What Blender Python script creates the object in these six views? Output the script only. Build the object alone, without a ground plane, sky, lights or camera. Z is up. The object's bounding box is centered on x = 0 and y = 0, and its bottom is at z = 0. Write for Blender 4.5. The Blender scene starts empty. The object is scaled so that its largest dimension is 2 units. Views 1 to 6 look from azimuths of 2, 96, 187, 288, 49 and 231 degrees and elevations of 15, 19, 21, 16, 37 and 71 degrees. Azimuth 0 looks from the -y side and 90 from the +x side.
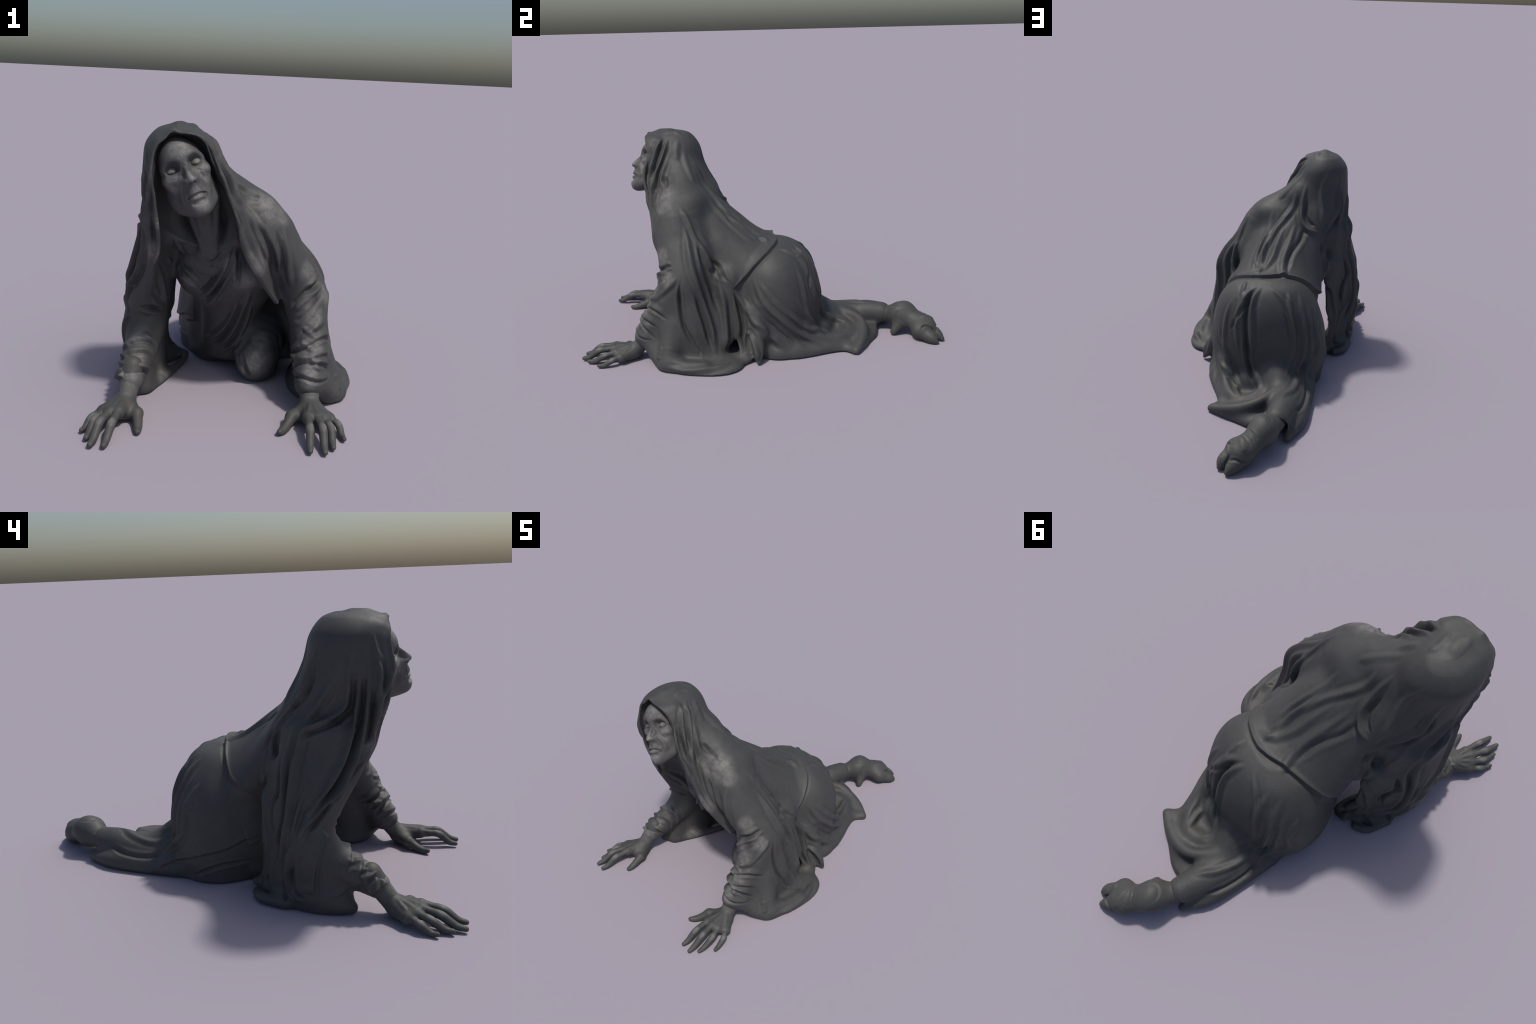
"""A kneeling, hooded mourning woman cast in dark bronze, crawling on her hands.

The figure is modelled as smooth implicit solids (ellipsoids, tapered tubes and
lofts through elliptical cross-sections, blended together), turned into meshes
with a surface-net, and then the drapery folds are pressed in with stroke tools.
"""
import numpy as np

# ------------------------------------------------------------------ splines
def spline(points, n):
    """Catmull-Rom curve through the rows of points, resampled to n rows."""
    P = np.asarray(points, float)
    if P.ndim == 1:
        P = P[:, None]
    m = len(P)
    if m == 2:
        t = np.linspace(0, 1, n)[:, None]
        return P[0] * (1 - t) + P[1] * t
    Q = np.vstack([2 * P[0] - P[1], P, 2 * P[-1] - P[-2]])
    t = np.linspace(0, m - 1, n)
    i = np.minimum(t.astype(int), m - 2)
    f = (t - i)[:, None]
    a, b, c, d = Q[i], Q[i + 1], Q[i + 2], Q[i + 3]
    return 0.5 * (2 * b + (c - a) * f + (2 * a - 5 * b + 4 * c - d) * f ** 2 + (3 * b - a - 3 * c + d) * f ** 3)


def unit(v):
    v = np.asarray(v, float)
    return v / np.linalg.norm(v)


# ------------------------------------------------------------------ solids
class Solid:
    """A signed distance function with a bounding box."""
    def __init__(self, fn, lo, hi):
        self.fn, self.lo, self.hi = fn, np.asarray(lo, float), np.asarray(hi, float)


def ellipsoid(c, r, x=(1, 0, 0), y=(0, 1, 0)):
    c, r = np.asarray(c, float), np.asarray(r, float)
    x = unit(x)
    y = np.asarray(y, float)
    y = unit(y - x * (x @ y))
    R = np.stack([x, y, np.cross(x, y)])

    def fn(p):
        q = (p - c) @ R.T
        k0 = np.sqrt(((q / r) ** 2).sum(-1))
        k1 = np.sqrt(((q / r ** 2) ** 2).sum(-1))
        return k0 * (k0 - 1) / np.maximum(k1, 1e-6)
    m = r.max()
    return Solid(fn, c - m, c + m)


def tube(points, radii, n=None, flat=None, squash=1.0):
    """Tapered tube along a spline; flat = axis along which it is squashed."""
    P = np.asarray(points, float)
    rad = np.asarray(radii, float)
    if n is None:
        n = 4 * (len(P) - 1) + 1 if len(P) > 2 else 2
    S = spline(np.hstack([P, rad[:, None]]), n)
    C, r = S[:, :3], np.maximum(S[:, 3], 1e-4)
    axis = unit(flat) if flat is not None else None

    def fn(p):
        best = np.full(p.shape[0], 1e9)
        for i in range(n - 1):
            a, ab = C[i], C[i + 1] - C[i]
            pa = p - a
            t = np.clip(pa @ ab / max(ab @ ab, 1e-9), 0, 1)
            q = pa - t[:, None] * ab
            rr = r[i] + (r[i + 1] - r[i]) * t
            if axis is None:
                d = np.sqrt((q * q).sum(-1)) - rr
            else:
                h = q @ axis
                e = np.sqrt(np.maximum((q * q).sum(-1) - h * h, 0))
                k0 = np.sqrt((e / rr) ** 2 + (h / (rr * squash)) ** 2)
                k1 = np.sqrt((e / rr ** 2) ** 2 + (h / (rr * squash) ** 2) ** 2)
                d = k0 * (k0 - 1) / np.maximum(k1, 1e-6)
            best = np.minimum(best, d)
        return best
    m = r.max()
    return Solid(fn, C.min(0) - m, C.max(0) + m)


def loft(axis, u, stations, cap=0.02, power=2.0):
    """Elliptical sections stacked along axis. Station: (t, cu, cv, a, b[, turn])."""
    axis = unit(axis)
    u = np.asarray(u, float)
    u = unit(u - axis * (axis @ u))
    v = np.cross(axis, u)
    S = np.array([tuple(s) + (0.0,) * (6 - len(s)) for s in stations], float)
    S = spline(S, 12 * len(S))
    S = S[np.argsort(S[:, 0])]
    t0, t1 = S[0, 0], S[-1, 0]

    def fn(p):
        t = p @ axis
        tc = np.clip(t, t0, t1)
        cu, cv, a, b, w = (np.interp(tc, S[:, 0], S[:, i]) for i in range(1, 6))
        x, y = p @ u - cu, p @ v - cv
        w = np.radians(w)
        x, y = x * np.cos(w) + y * np.sin(w), -x * np.sin(w) + y * np.cos(w)
        a, b = np.maximum(a, 1e-3), np.maximum(b, 1e-3)
        if power == 2.0:
            k0 = np.sqrt((x / a) ** 2 + (y / b) ** 2)
            k1 = np.sqrt((x / a ** 2) ** 2 + (y / b ** 2) ** 2)
            d = k0 * (k0 - 1) / np.maximum(k1, 1e-6)
        else:
            k0 = (np.abs(x / a) ** power + np.abs(y / b) ** power) ** (1 / power)
            d = (k0 - 1) * np.minimum(a, b)
        e = np.maximum(t0 - t, t - t1)
        # rounded cap
        dx, ex = d + cap, e + cap
        return np.minimum(np.maximum(dx, ex), 0) + np.sqrt(np.maximum(dx, 0) ** 2 + np.maximum(ex, 0) ** 2) - cap
    m = np.abs(S[:, 3:5]).max()
    pts = S[:, :1] * axis + S[:, 1:2] * u + S[:, 2:3] * v
    return Solid(fn, pts.min(0) - m - cap, pts.max(0) + m + cap)


def smin(a, b, k):
    if k <= 0:
        return np.minimum(a, b)
    h = np.maximum(k - np.abs(a - b), 0) / k
    return np.minimum(a, b) - h * h * k * 0.25


def smax(a, b, k):
    return -smin(-a, -b, k)


class Sculpt:
    """Ordered list of blended additions and cuts."""
    def __init__(self):
        self.ops = []

    def add(self, part, solid, k=0.03):
        self.ops.append(("+", part, solid, k))
        return self

    def cut(self, solid, k=0.02):
        self.ops.append(("-", None, solid, k))
        return self

    def bounds(self, pad):
        adds = [o[2] for o in self.ops if o[0] == "+"]
        return np.min([s.lo for s in adds], 0) - pad, np.max([s.hi for s in adds], 0) + pad

    def grid(self, h, floor=True, lo=None, hi=None):
        pad = 3 * h
        blo, bhi = self.bounds(pad)
        lo = blo if lo is None else np.asarray(lo, float)
        hi = bhi if hi is None else np.asarray(hi, float)
        if floor:
            lo[2] = -3 * h
        n = np.ceil((hi - lo) / h).astype(int) + 1
        D = np.full(n, 0.2, np.float32)
        ax = [lo[i] + h * np.arange(n[i]) for i in range(3)]
        for kind, part, s, k in self.ops:
            m = k + 4 * h
            i0 = np.clip(np.floor((s.lo - m - lo) / h).astype(int), 0, n)
            i1 = np.clip(np.ceil((s.hi + m - lo) / h).astype(int) + 1, 0, n)
            if (i1 <= i0).any():
                continue
            sl = tuple(slice(i0[j], i1[j]) for j in range(3))
            g = np.stack(np.meshgrid(*[ax[j][sl[j]] for j in range(3)], indexing="ij"), -1).reshape(-1, 3)
            cur = D[sl].reshape(-1)
            d = s.fn(g).astype(np.float32)
            new = smin(cur, d, k) if kind == "+" else smax(cur, -d, k)
            D[sl] = new.reshape(D[sl].shape)
        if floor:
            D = np.maximum(D, -np.broadcast_to(ax[2][None, None, :], D.shape).astype(np.float32) + 0.0005)
        D[0], D[-1], D[:, 0], D[:, -1], D[:, :, 0], D[:, :, -1] = (0.2,) * 6
        return D, lo, h

    def parts(self, p):
        """Index of the part each point belongs to (the nearest addition)."""
        names, best = [], {}
        for kind, part, s, k in self.ops:
            if kind == "+":
                d = np.full(len(p), 1e3)
                ok = ((p > s.lo - 0.06) & (p < s.hi + 0.06)).all(1)
                if ok.any():
                    d[ok] = s.fn(p[ok])
                best[part] = np.minimum(best[part], d) if part in best else d
                if part not in names:
                    names.append(part)
        return names, np.argmin(np.stack([best[n] for n in names]), 0)


# ------------------------------------------------------------------ surface net
CORNERS = np.array([(i, j, k) for i in (0, 1) for j in (0, 1) for k in (0, 1)])
EDGES = [(a, b) for a in range(8) for b in range(a + 1, 8) if np.abs(CORNERS[a] - CORNERS[b]).sum() == 1]


def surface_net(D, lo, h):
    S = D < 0
    n = np.array(D.shape)
    c = [S[i:n[0] - 1 + i, j:n[1] - 1 + j, k:n[2] - 1 + k] for i, j, k in CORNERS]
    allin, anyin = c[0].copy(), c[0].copy()
    for x in c[1:]:
        allin &= x
        anyin |= x
    cells = np.argwhere(anyin & ~allin)
    idx = np.full(n - 1, -1, np.int64)
    idx[tuple(cells.T)] = np.arange(len(cells))
    val = np.stack([D[tuple((cells + o).T)] for o in CORNERS], 1).astype(float)
    acc, cnt = np.zeros((len(cells), 3)), np.zeros(len(cells))
    for a, b in EDGES:
        va, vb = val[:, a], val[:, b]
        m = (va < 0) != (vb < 0)
        t = np.where(m, va / np.where(m, va - vb, 1), 0)[:, None]
        acc += np.where(m[:, None], CORNERS[a] + t * (CORNERS[b] - CORNERS[a]), 0)
        cnt += m
    V = lo + h * (cells + acc / cnt[:, None])
    F = []
    for axis in range(3):
        o = np.eye(3, dtype=int)[axis]
        A = S[tuple(slice(0, n[i] - o[i]) for i in range(3))]
        B = S[tuple(slice(o[i], n[i]) for i in range(3))]
        e = np.argwhere(A != B)
        u, v = [(1, 2), (2, 0), (0, 1)][axis]
        ok = (e[:, u] > 0) & (e[:, v] > 0) & (e[:, u] < n[u] - 1) & (e[:, v] < n[v] - 1)
        e = e[ok]
        flip = B[tuple(e.T)]
        du, dv = np.eye(3, dtype=int)[u], np.eye(3, dtype=int)[v]
        q = np.stack([idx[tuple((e - du - dv).T)], idx[tuple((e - dv).T)], idx[tuple(e.T)], idx[tuple((e - du).T)]], 1)
        q[flip] = q[flip][:, ::-1]
        F.append(q)
    return V, np.vstack(F)


def normals(V, F):
    n = np.cross(V[F[:, 2]] - V[F[:, 0]], V[F[:, 3]] - V[F[:, 1]])
    N = np.zeros_like(V)
    for i in range(4):
        for j in range(3):
            N[:, j] += np.bincount(F[:, i], n[:, j], len(V))
    return N / np.maximum(np.linalg.norm(N, axis=1, keepdims=True), 1e-12)


def relax(V, F, rounds, pin=None):
    """Shrink-free smoothing (Taubin)."""
    E = np.vstack([F[:, [0, 1]], F[:, [1, 2]], F[:, [2, 3]], F[:, [3, 0]]])
    i, j = np.concatenate([E[:, 0], E[:, 1]]), np.concatenate([E[:, 1], E[:, 0]])
    deg = np.maximum(np.bincount(i, minlength=len(V)), 1)[:, None]
    for r in range(rounds):
        for lam in (0.5, -0.52):
            A = np.stack([np.bincount(i, V[j, c], len(V)) for c in range(3)], 1) / deg
            V = V + lam * (A - V) * (1 if pin is None else pin[:, None])
    return V


def refine(V, F):
    """Split every quad in four, rounding the new points onto the curved surface."""
    n = len(V)
    E = np.sort(np.vstack([F[:, [0, 1]], F[:, [1, 2]], F[:, [2, 3]], F[:, [3, 0]]]), 1)
    key = E[:, 0].astype(np.int64) * n + E[:, 1]
    uk, inv = np.unique(key, return_inverse=True)
    a, b = uk // n, uk % n
    N = normals(V, F)
    mid = (V[a] + V[b]) / 2
    bow = (((V[b] - V[a]) * (N[b] - N[a])).sum(1) / 8)[:, None]
    mid = mid + bow * (N[a] + N[b]) / 2
    cen = V[F].mean(1)
    e = inv.reshape(4, -1).T + n
    f = np.arange(len(F)) + n + len(uk)
    cen = (mid[e - n].sum(1) * 2 - V[F].sum(1)) / 4
    W = np.vstack([V, mid, cen])
    G = np.vstack([np.stack([F[:, i], e[:, i], f, e[:, i - 1]], 1) for i in range(4)])
    return W, G

# ================================================================== THE FIGURE
# Axes: x = her left, -y = the way she crawls, z = up.
TORSO = (0, -0.74, 0.67)          # leaning forward and up
Z, X, Y = (0, 0, 1), (1, 0, 0), (0, 1, 0)


def drapery():
    """All the cloth as one blended body."""
    s = Sculpt()
    # ---- skirt: hips, thighs, spread hem
    s.add("skirt", loft(Z, X, [
        (-0.03, 0.02, 0.085, 0.32, 0.255), (0.03, 0.015, 0.08, 0.315, 0.25), (0.10, 0.0, 0.08, 0.312, 0.25),
        (0.20, 0.0, 0.08, 0.312, 0.245), (0.30, 0.005, 0.075, 0.31, 0.24), (0.40, 0.015, 0.065, 0.287, 0.225),
        (0.48, 0.02, 0.06, 0.245, 0.19), (0.54, 0.015, 0.055, 0.18, 0.14), (0.574, 0.01, 0.055, 0.09, 0.07)], cap=0.02), 0)
    # forward (left) thigh and knee, and the right thigh under the gown
    s.add("skirt", tube([(0.13, 0.0, 0.27), (0.12, -0.19, 0.18), (0.108, -0.305, 0.115)], [0.15, 0.125, 0.103]), 0.05)
    s.add("skirt", ellipsoid((0.105, -0.318, 0.055), (0.088, 0.085, 0.065)), 0.04)
    s.add("skirt", tube([(-0.13, 0.01, 0.20), (-0.12, -0.06, 0.13), (-0.10, -0.11, 0.09)], [0.145, 0.118, 0.10]), 0.05)
    s.add("skirt", ellipsoid((-0.11, -0.11, 0.045), (0.11, 0.09, 0.055)), 0.04)
    # low tail of the skirt spread behind the hips
    s.add("skirt", loft(Y, X, [
        (0.20, 0.03, 0.0, 0.27, 0.11), (0.30, 0.02, 0.0, 0.245, 0.07), (0.38, 0.0, 0.0, 0.23, 0.06), (0.46, 0.0, 0.0, 0.215, 0.062),
        (0.52, 0.0, 0.0, 0.23, 0.065), (0.57, -0.03, 0.0, 0.19, 0.055), (0.61, -0.05, 0.0, 0.13, 0.05), (0.64, -0.06, 0.0, 0.08, 0.045)], cap=0.015), 0.06)
    # rolled hem of the tail
    s.add("skirt", tube([(0.240, 0.515, 0.016), (0.16, 0.545, 0.040), (0.07, 0.555, 0.065), (-0.01, 0.535, 0.090), (-0.07, 0.47, 0.105), (-0.11, 0.37, 0.115), (-0.10, 0.30, 0.15)],
                        [0.010, 0.022, 0.026, 0.028, 0.030, 0.035, 0.04]), 0.045)
    # inner looped fold
    s.add("skirt", tube([(0.215, 0.24, 0.13), (0.195, 0.34, 0.065), (0.15, 0.43, 0.058), (0.09, 0.475, 0.058), (0.02, 0.455, 0.068), (-0.04, 0.39, 0.09), (-0.06, 0.32, 0.15)],
                        [0.03, 0.028, 0.026, 0.024, 0.026, 0.03, 0.035]), 0.05)
    s.add("skirt", tube([(0.07, 0.31, 0.07), (-0.03, 0.33, 0.10), (-0.09, 0.34, 0.11)], [0.055, 0.06, 0.06]), 0.05)
    # side hem and the fold beside the sleeve
    s.add("skirt", tube([(0.30, 0.10, 0.02), (0.265, 0.25, 0.018), (0.215, 0.36, 0.012), (0.185, 0.44, 0.010), (0.225, 0.50, 0.008)], [0.025, 0.025, 0.022, 0.02, 0.012]), 0.05)
    s.add("skirt", tube([(0.26, -0.01, 0.26), (0.315, -0.005, 0.15), (0.36, 0.0, 0.06), (0.39, 0.002, 0.014)], [0.045, 0.04, 0.03, 0.014]), 0.05)
    # covered right shin with its wide cuff
    s.add("trouser_leg", tube([(-0.16, 0.20, 0.055), (-0.150, 0.36, 0.052), (-0.142, 0.49, 0.066), (-0.135, 0.575, 0.085), (-0.122, 0.66, 0.088)],
                              [0.098, 0.084, 0.078, 0.072, 0.064]), 0.03)
    s.add("trouser_leg", tube([(-0.225, 0.25, 0.03), (-0.222, 0.42, 0.025), (-0.21, 0.58, 0.03), (-0.178, 0.705, 0.020)], [0.055, 0.050, 0.046, 0.022]), 0.03)
    s.cut(tube([(-0.13, 0.60, 0.07), (-0.115, 0.76, 0.075)], [0.045, 0.058]), 0.008)

    # ---- bodice: the leaning trunk and the gown hanging from it into the lap
    s.add("bodice", loft(TORSO, X, [
        (0.20, 0.0, 0.255, 0.25, 0.185), (0.33, 0.0, 0.262, 0.245, 0.188), (0.46, -0.01, 0.249, 0.24, 0.182),
        (0.58, -0.025, 0.241, 0.225, 0.182), (0.68, -0.04, 0.238, 0.215, 0.183), (0.78, -0.06, 0.245, 0.195, 0.165),
        (0.84, -0.08, 0.26, 0.14, 0.12)], cap=0.04), 0.04)
    s.add("bodice", loft(Z, X, [
        (0.04, -0.03, -0.16, 0.13, 0.11), (0.10, -0.02, -0.175, 0.145, 0.12), (0.20, -0.02, -0.205, 0.14, 0.135), (0.32, -0.02, -0.255, 0.145, 0.14),
        (0.42, -0.015, -0.33, 0.18, 0.15), (0.50, -0.04, -0.38, 0.20, 0.145), (0.58, -0.055, -0.39, 0.20, 0.14), (0.645, -0.075, -0.395, 0.17, 0.12)], cap=0.03), 0.04)
    s.add("bodice", ellipsoid((-0.08, -0.085, 0.24), (0.15, 0.115, 0.22)), 0.05)
    s.add("bodice", ellipsoid((-0.125, -0.415, 0.495), (0.12, 0.09, 0.095)), 0.05)
    s.add("bodice", ellipsoid((0.04, -0.455, 0.535), (0.105, 0.085, 0.085)), 0.05)

    # ---- veil: hood, shoulders and the sheet over the back
    s.add("veil", loft(Z, X, [
        (1.140, -0.222, -0.535, 0.045, 0.075), (1.115, -0.228, -0.535, 0.090, 0.120), (1.06, -0.226, -0.53, 0.134, 0.155), (0.98, -0.21, -0.515, 0.16, 0.158),
        (0.90, -0.185, -0.495, 0.188, 0.163), (0.82, -0.15, -0.46, 0.222, 0.175), (0.74, -0.12, -0.43, 0.26, 0.17), (0.66, -0.10, -0.40, 0.27, 0.15)], cap=0.02), 0.04)
    s.add("veil", tube([(-0.10, -0.445, 0.885), (0.01, -0.44, 0.828), (0.11, -0.46, 0.757), (0.165, -0.445, 0.66)], [0.101, 0.092, 0.096, 0.092]), 0.05)
    s.add("veil", ellipsoid((0.05, -0.375, 0.785), (0.12, 0.09, 0.085)), 0.05)
    # tent of the veil over the right shoulder blade
    s.add("veil", tube([(-0.22, -0.42, 0.86), (-0.20, -0.31, 0.74), (-0.20, -0.245, 0.64), (-0.20, -0.18, 0.53), (-0.19, -0.10, 0.44)], [0.085, 0.066, 0.062, 0.06, 0.055]), 0.05)
    # ---- her left sleeve (mantle side): arm, hem on the ground, rear edge
    s.add("sleeve_a", loft(Z, X, [
        (-0.03, 0.355, -0.345, 0.085, 0.17), (0.10, 0.345, -0.355, 0.085, 0.175), (0.20, 0.335, -0.375, 0.090, 0.165),
        (0.34, 0.315, -0.38, 0.088, 0.15), (0.46, 0.285, -0.38, 0.110, 0.14), (0.56, 0.235, -0.39, 0.112, 0.145),
        (0.68, 0.15, -0.43, 0.118, 0.14), (0.78, 0.09, -0.43, 0.12, 0.11)], cap=0.025), 0.04)
    s.add("sleeve_a", loft(Z, X, [(-0.03, 0.385, -0.295, 0.142, 0.225, -5), (0.012, 0.385, -0.295, 0.142, 0.225, -5), (0.04, 0.375, -0.30, 0.12, 0.21, -5)], cap=0.02, power=2.3), 0.05)
    s.add("sleeve_a", tube([(0.30, -0.435, 0.42), (0.325, -0.50, 0.295), (0.33, -0.555, 0.205), (0.328, -0.610, 0.125)],
                           [0.080, 0.076, 0.074, 0.060]), 0.04)
    s.add("sleeve_a", tube([(0.14, -0.24, 0.58), (0.215, -0.165, 0.42), (0.255, -0.12, 0.28), (0.30, -0.09, 0.12), (0.355, -0.07, 0.015)], [0.045, 0.038, 0.034, 0.03, 0.022]), 0.05)
    s.add("sleeve_a", tube([(0.24, -0.19, 0.42), (0.27, -0.20, 0.28), (0.31, -0.19, 0.12)], [0.06, 0.055, 0.05]), 0.05)
    s.add("sleeve_a", tube([(0.36, -0.45, 0.19), (0.42, -0.455, 0.10), (0.462, -0.46, 0.035)], [0.065, 0.055, 0.035]), 0.05)
    s.add("sleeve_a", tube([(0.465, -0.45, 0.035), (0.485, -0.37, 0.028), (0.482, -0.27, 0.025)], [0.030, 0.030, 0.026]), 0.04)
    s.add("sleeve_a", tube([(0.36, -0.57, 0.12), (0.41, -0.535, 0.06), (0.45, -0.495, 0.022)], [0.052, 0.042, 0.026]), 0.05)
    # hollow of the cloth between arm and back
    s.cut(tube([(0.315, -0.20, 0.57), (0.37, -0.205, 0.44), (0.42, -0.22, 0.27), (0.44, -0.22, 0.13)], [0.065, 0.072, 0.058, 0.042]), 0.06)
    # ---- her right sleeve under the falling veil
    s.add("sleeve_b", loft(Z, X, [
        (-0.03, -0.375, -0.40, 0.075, 0.15, -10), (0.03, -0.375, -0.40, 0.075, 0.15, -10), (0.12, -0.378, -0.385, 0.073, 0.135, -10), (0.25, -0.385, -0.375, 0.088, 0.115, -10),
        (0.40, -0.368, -0.38, 0.092, 0.125, -10), (0.52, -0.352, -0.40, 0.092, 0.14, -10), (0.64, -0.325, -0.42, 0.088, 0.155, -8),
        (0.74, -0.31, -0.44, 0.10, 0.14)], cap=0.03), 0.04)
    s.add("veil", loft(Z, X, [
        (-0.03, -0.335, -0.225, 0.028, 0.115, -42), (0.02, -0.335, -0.225, 0.028, 0.11, -42), (0.10, -0.338, -0.23, 0.025, 0.085, -38), (0.30, -0.338, -0.24, 0.026, 0.078, -36),
        (0.45, -0.33, -0.27, 0.042, 0.085, -34), (0.58, -0.32, -0.32, 0.06, 0.11, -30)], cap=0.02), 0.04)
    s.add("sleeve_b", tube([(-0.37, -0.42, 0.27), (-0.38, -0.505, 0.20), (-0.385, -0.59, 0.155), (-0.388, -0.66, 0.118)],
                           [0.075, 0.074, 0.065, 0.054]), 0.04)
    s.add("sleeve_b", tube([(-0.40, -0.40, 0.06), (-0.405, -0.50, 0.05), (-0.41, -0.565, 0.022)], [0.05, 0.05, 0.028]), 0.05)
    s.add("sleeve_b", tube([(-0.385, -0.50, 0.09), (-0.36, -0.52, 0.03)], [0.055, 0.035]), 0.04)
    s.add("veil", tube([(-0.432, -0.30, 0.02), (-0.405, -0.205, 0.022), (-0.36, -0.165, 0.022)], [0.022, 0.026, 0.022]), 0.04)
    # open inner side of the bell sleeve and its lip on the ground
    s.cut(ellipsoid((-0.272, -0.195, 0.17), (0.042, 0.058, 0.11)), 0.02)
    s.add("sleeve_b", tube([(-0.36, -0.53, 0.018), (-0.315, -0.44, 0.018), (-0.27, -0.32, 0.018), (-0.238, -0.20, 0.022), (-0.252, -0.145, 0.022), (-0.30, -0.14, 0.04)], [0.022, 0.022, 0.02, 0.018, 0.016, 0.016]), 0.03)
    # ---- sheets of the veil reaching forward to the rim of the hood
    s.add("veil", tube([(-0.285, -0.625, 1.05), (-0.308, -0.635, 0.97), (-0.313, -0.63, 0.89), (-0.315, -0.605, 0.80), (-0.315, -0.585, 0.71), (-0.322, -0.56, 0.62), (-0.347, -0.505, 0.50), (-0.395, -0.435, 0.36)],
                       [0.05, 0.058, 0.06, 0.06, 0.06, 0.06, 0.06, 0.05], flat=(1, 0.1, 0), squash=0.55), 0.04)
    s.add("veil", tube([(-0.115, -0.60, 1.07), (-0.07, -0.60, 0.98), (-0.035, -0.60, 0.90), (0.0, -0.595, 0.81), (0.05, -0.57, 0.70), (0.10, -0.55, 0.60), (0.175, -0.49, 0.44)],
                       [0.04, 0.045, 0.048, 0.05, 0.05, 0.05, 0.022], flat=(1, -0.5, 0.3), squash=0.6), 0.04)
    # crown sheet joining the rim to the hood
    s.add("veil", tube([(-0.232, -0.645, 1.108), (-0.226, -0.60, 1.116), (-0.222, -0.54, 1.118)], [0.014, 0.022, 0.026]), 0.03)
    s.add("veil", tube([(-0.285, -0.650, 1.045), (-0.262, -0.65, 1.080), (-0.20, -0.645, 1.100), (-0.14, -0.635, 1.092), (-0.105, -0.62, 1.055)], [0.022, 0.020, 0.018, 0.020, 0.022]), 0.03)
    s.add("veil", tube([(-0.265, -0.60, 1.08), (-0.20, -0.60, 1.10), (-0.14, -0.59, 1.085)], [0.025, 0.025, 0.025]), 0.03)
    # face opening of the hood
    s.cut(loft(Z, X, [
        (1.112, -0.20, -0.69, 0.045, 0.06), (1.095, -0.193, -0.70, 0.068, 0.09), (1.065, -0.194, -0.70, 0.089, 0.12), (1.012, -0.192, -0.71, 0.107, 0.145), (0.939, -0.175, -0.71, 0.127, 0.155),
        (0.883, -0.162, -0.70, 0.139, 0.17), (0.813, -0.142, -0.69, 0.149, 0.185), (0.74, -0.132, -0.67, 0.150, 0.175), (0.67, -0.115, -0.66, 0.14, 0.12), (0.61, -0.105, -0.66, 0.09, 0.07)], cap=0.012, power=2.6), 0.008)
    # gown rising beside the neck, with its drawn neckline
    s.add("bodice", tube([(-0.25, -0.48, 0.82), (-0.23, -0.50, 0.73), (-0.185, -0.49, 0.655), (-0.13, -0.50, 0.60)], [0.026, 0.032, 0.04, 0.045]), 0.03)
    s.add("bodice", tube([(0.0, -0.515, 0.80), (-0.005, -0.52, 0.73), (-0.02, -0.52, 0.665), (-0.06, -0.51, 0.60)], [0.026, 0.032, 0.04, 0.045]), 0.03)
    s.add("bodice", tube([(-0.238, -0.495, 0.79), (-0.208, -0.505, 0.70), (-0.168, -0.522, 0.655), (-0.130, -0.534, 0.627), (-0.095, -0.540, 0.612), (-0.07, -0.542, 0.628), (-0.045, -0.544, 0.660), (-0.028, -0.542, 0.700), (-0.018, -0.535, 0.765)],
                         [0.008] * 9, n=36), 0.012)
    # thin turned rim of the hood
    s.add("veil", tube([(-0.40, -0.485, 0.40), (-0.355, -0.54, 0.50), (-0.315, -0.595, 0.585), (-0.292, -0.632, 0.655), (-0.288, -0.645, 0.73), (-0.294, -0.672, 0.815), (-0.305, -0.690, 0.905), (-0.306, -0.692, 0.971), (-0.30, -0.685, 1.035), (-0.284, -0.680, 1.070),
                        (-0.260, -0.674, 1.088), (-0.234, -0.662, 1.122), (-0.208, -0.662, 1.112), (-0.165, -0.662, 1.110), (-0.127, -0.652, 1.095), (-0.103, -0.638, 1.065), (-0.078, -0.634, 1.012),
                        (-0.040, -0.640, 0.939), (-0.015, -0.640, 0.883), (0.016, -0.624, 0.813), (0.045, -0.605, 0.72), (0.075, -0.585, 0.63), (0.13, -0.545, 0.51), (0.185, -0.50, 0.425)],
                       [0.0075] * 24, n=92), 0.014)
    return s


# ---- anatomy ------------------------------------------------------
HEAD_X, HEAD_F, HEAD_U = np.array((0.8817, 0.2874, 0.3742)), np.array((0.1202, -0.9037, 0.411)), np.array((-0.4562, 0.3174, 0.8313))
HEAD_O = np.array((-0.1873, -0.673, 0.9901))      # midway between the eyes


def face_point(x, y, z):
    """Face coordinates: x to her left, y forward, z to the crown."""
    return HEAD_O + x * HEAD_X + y * HEAD_F + z * HEAD_U


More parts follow.
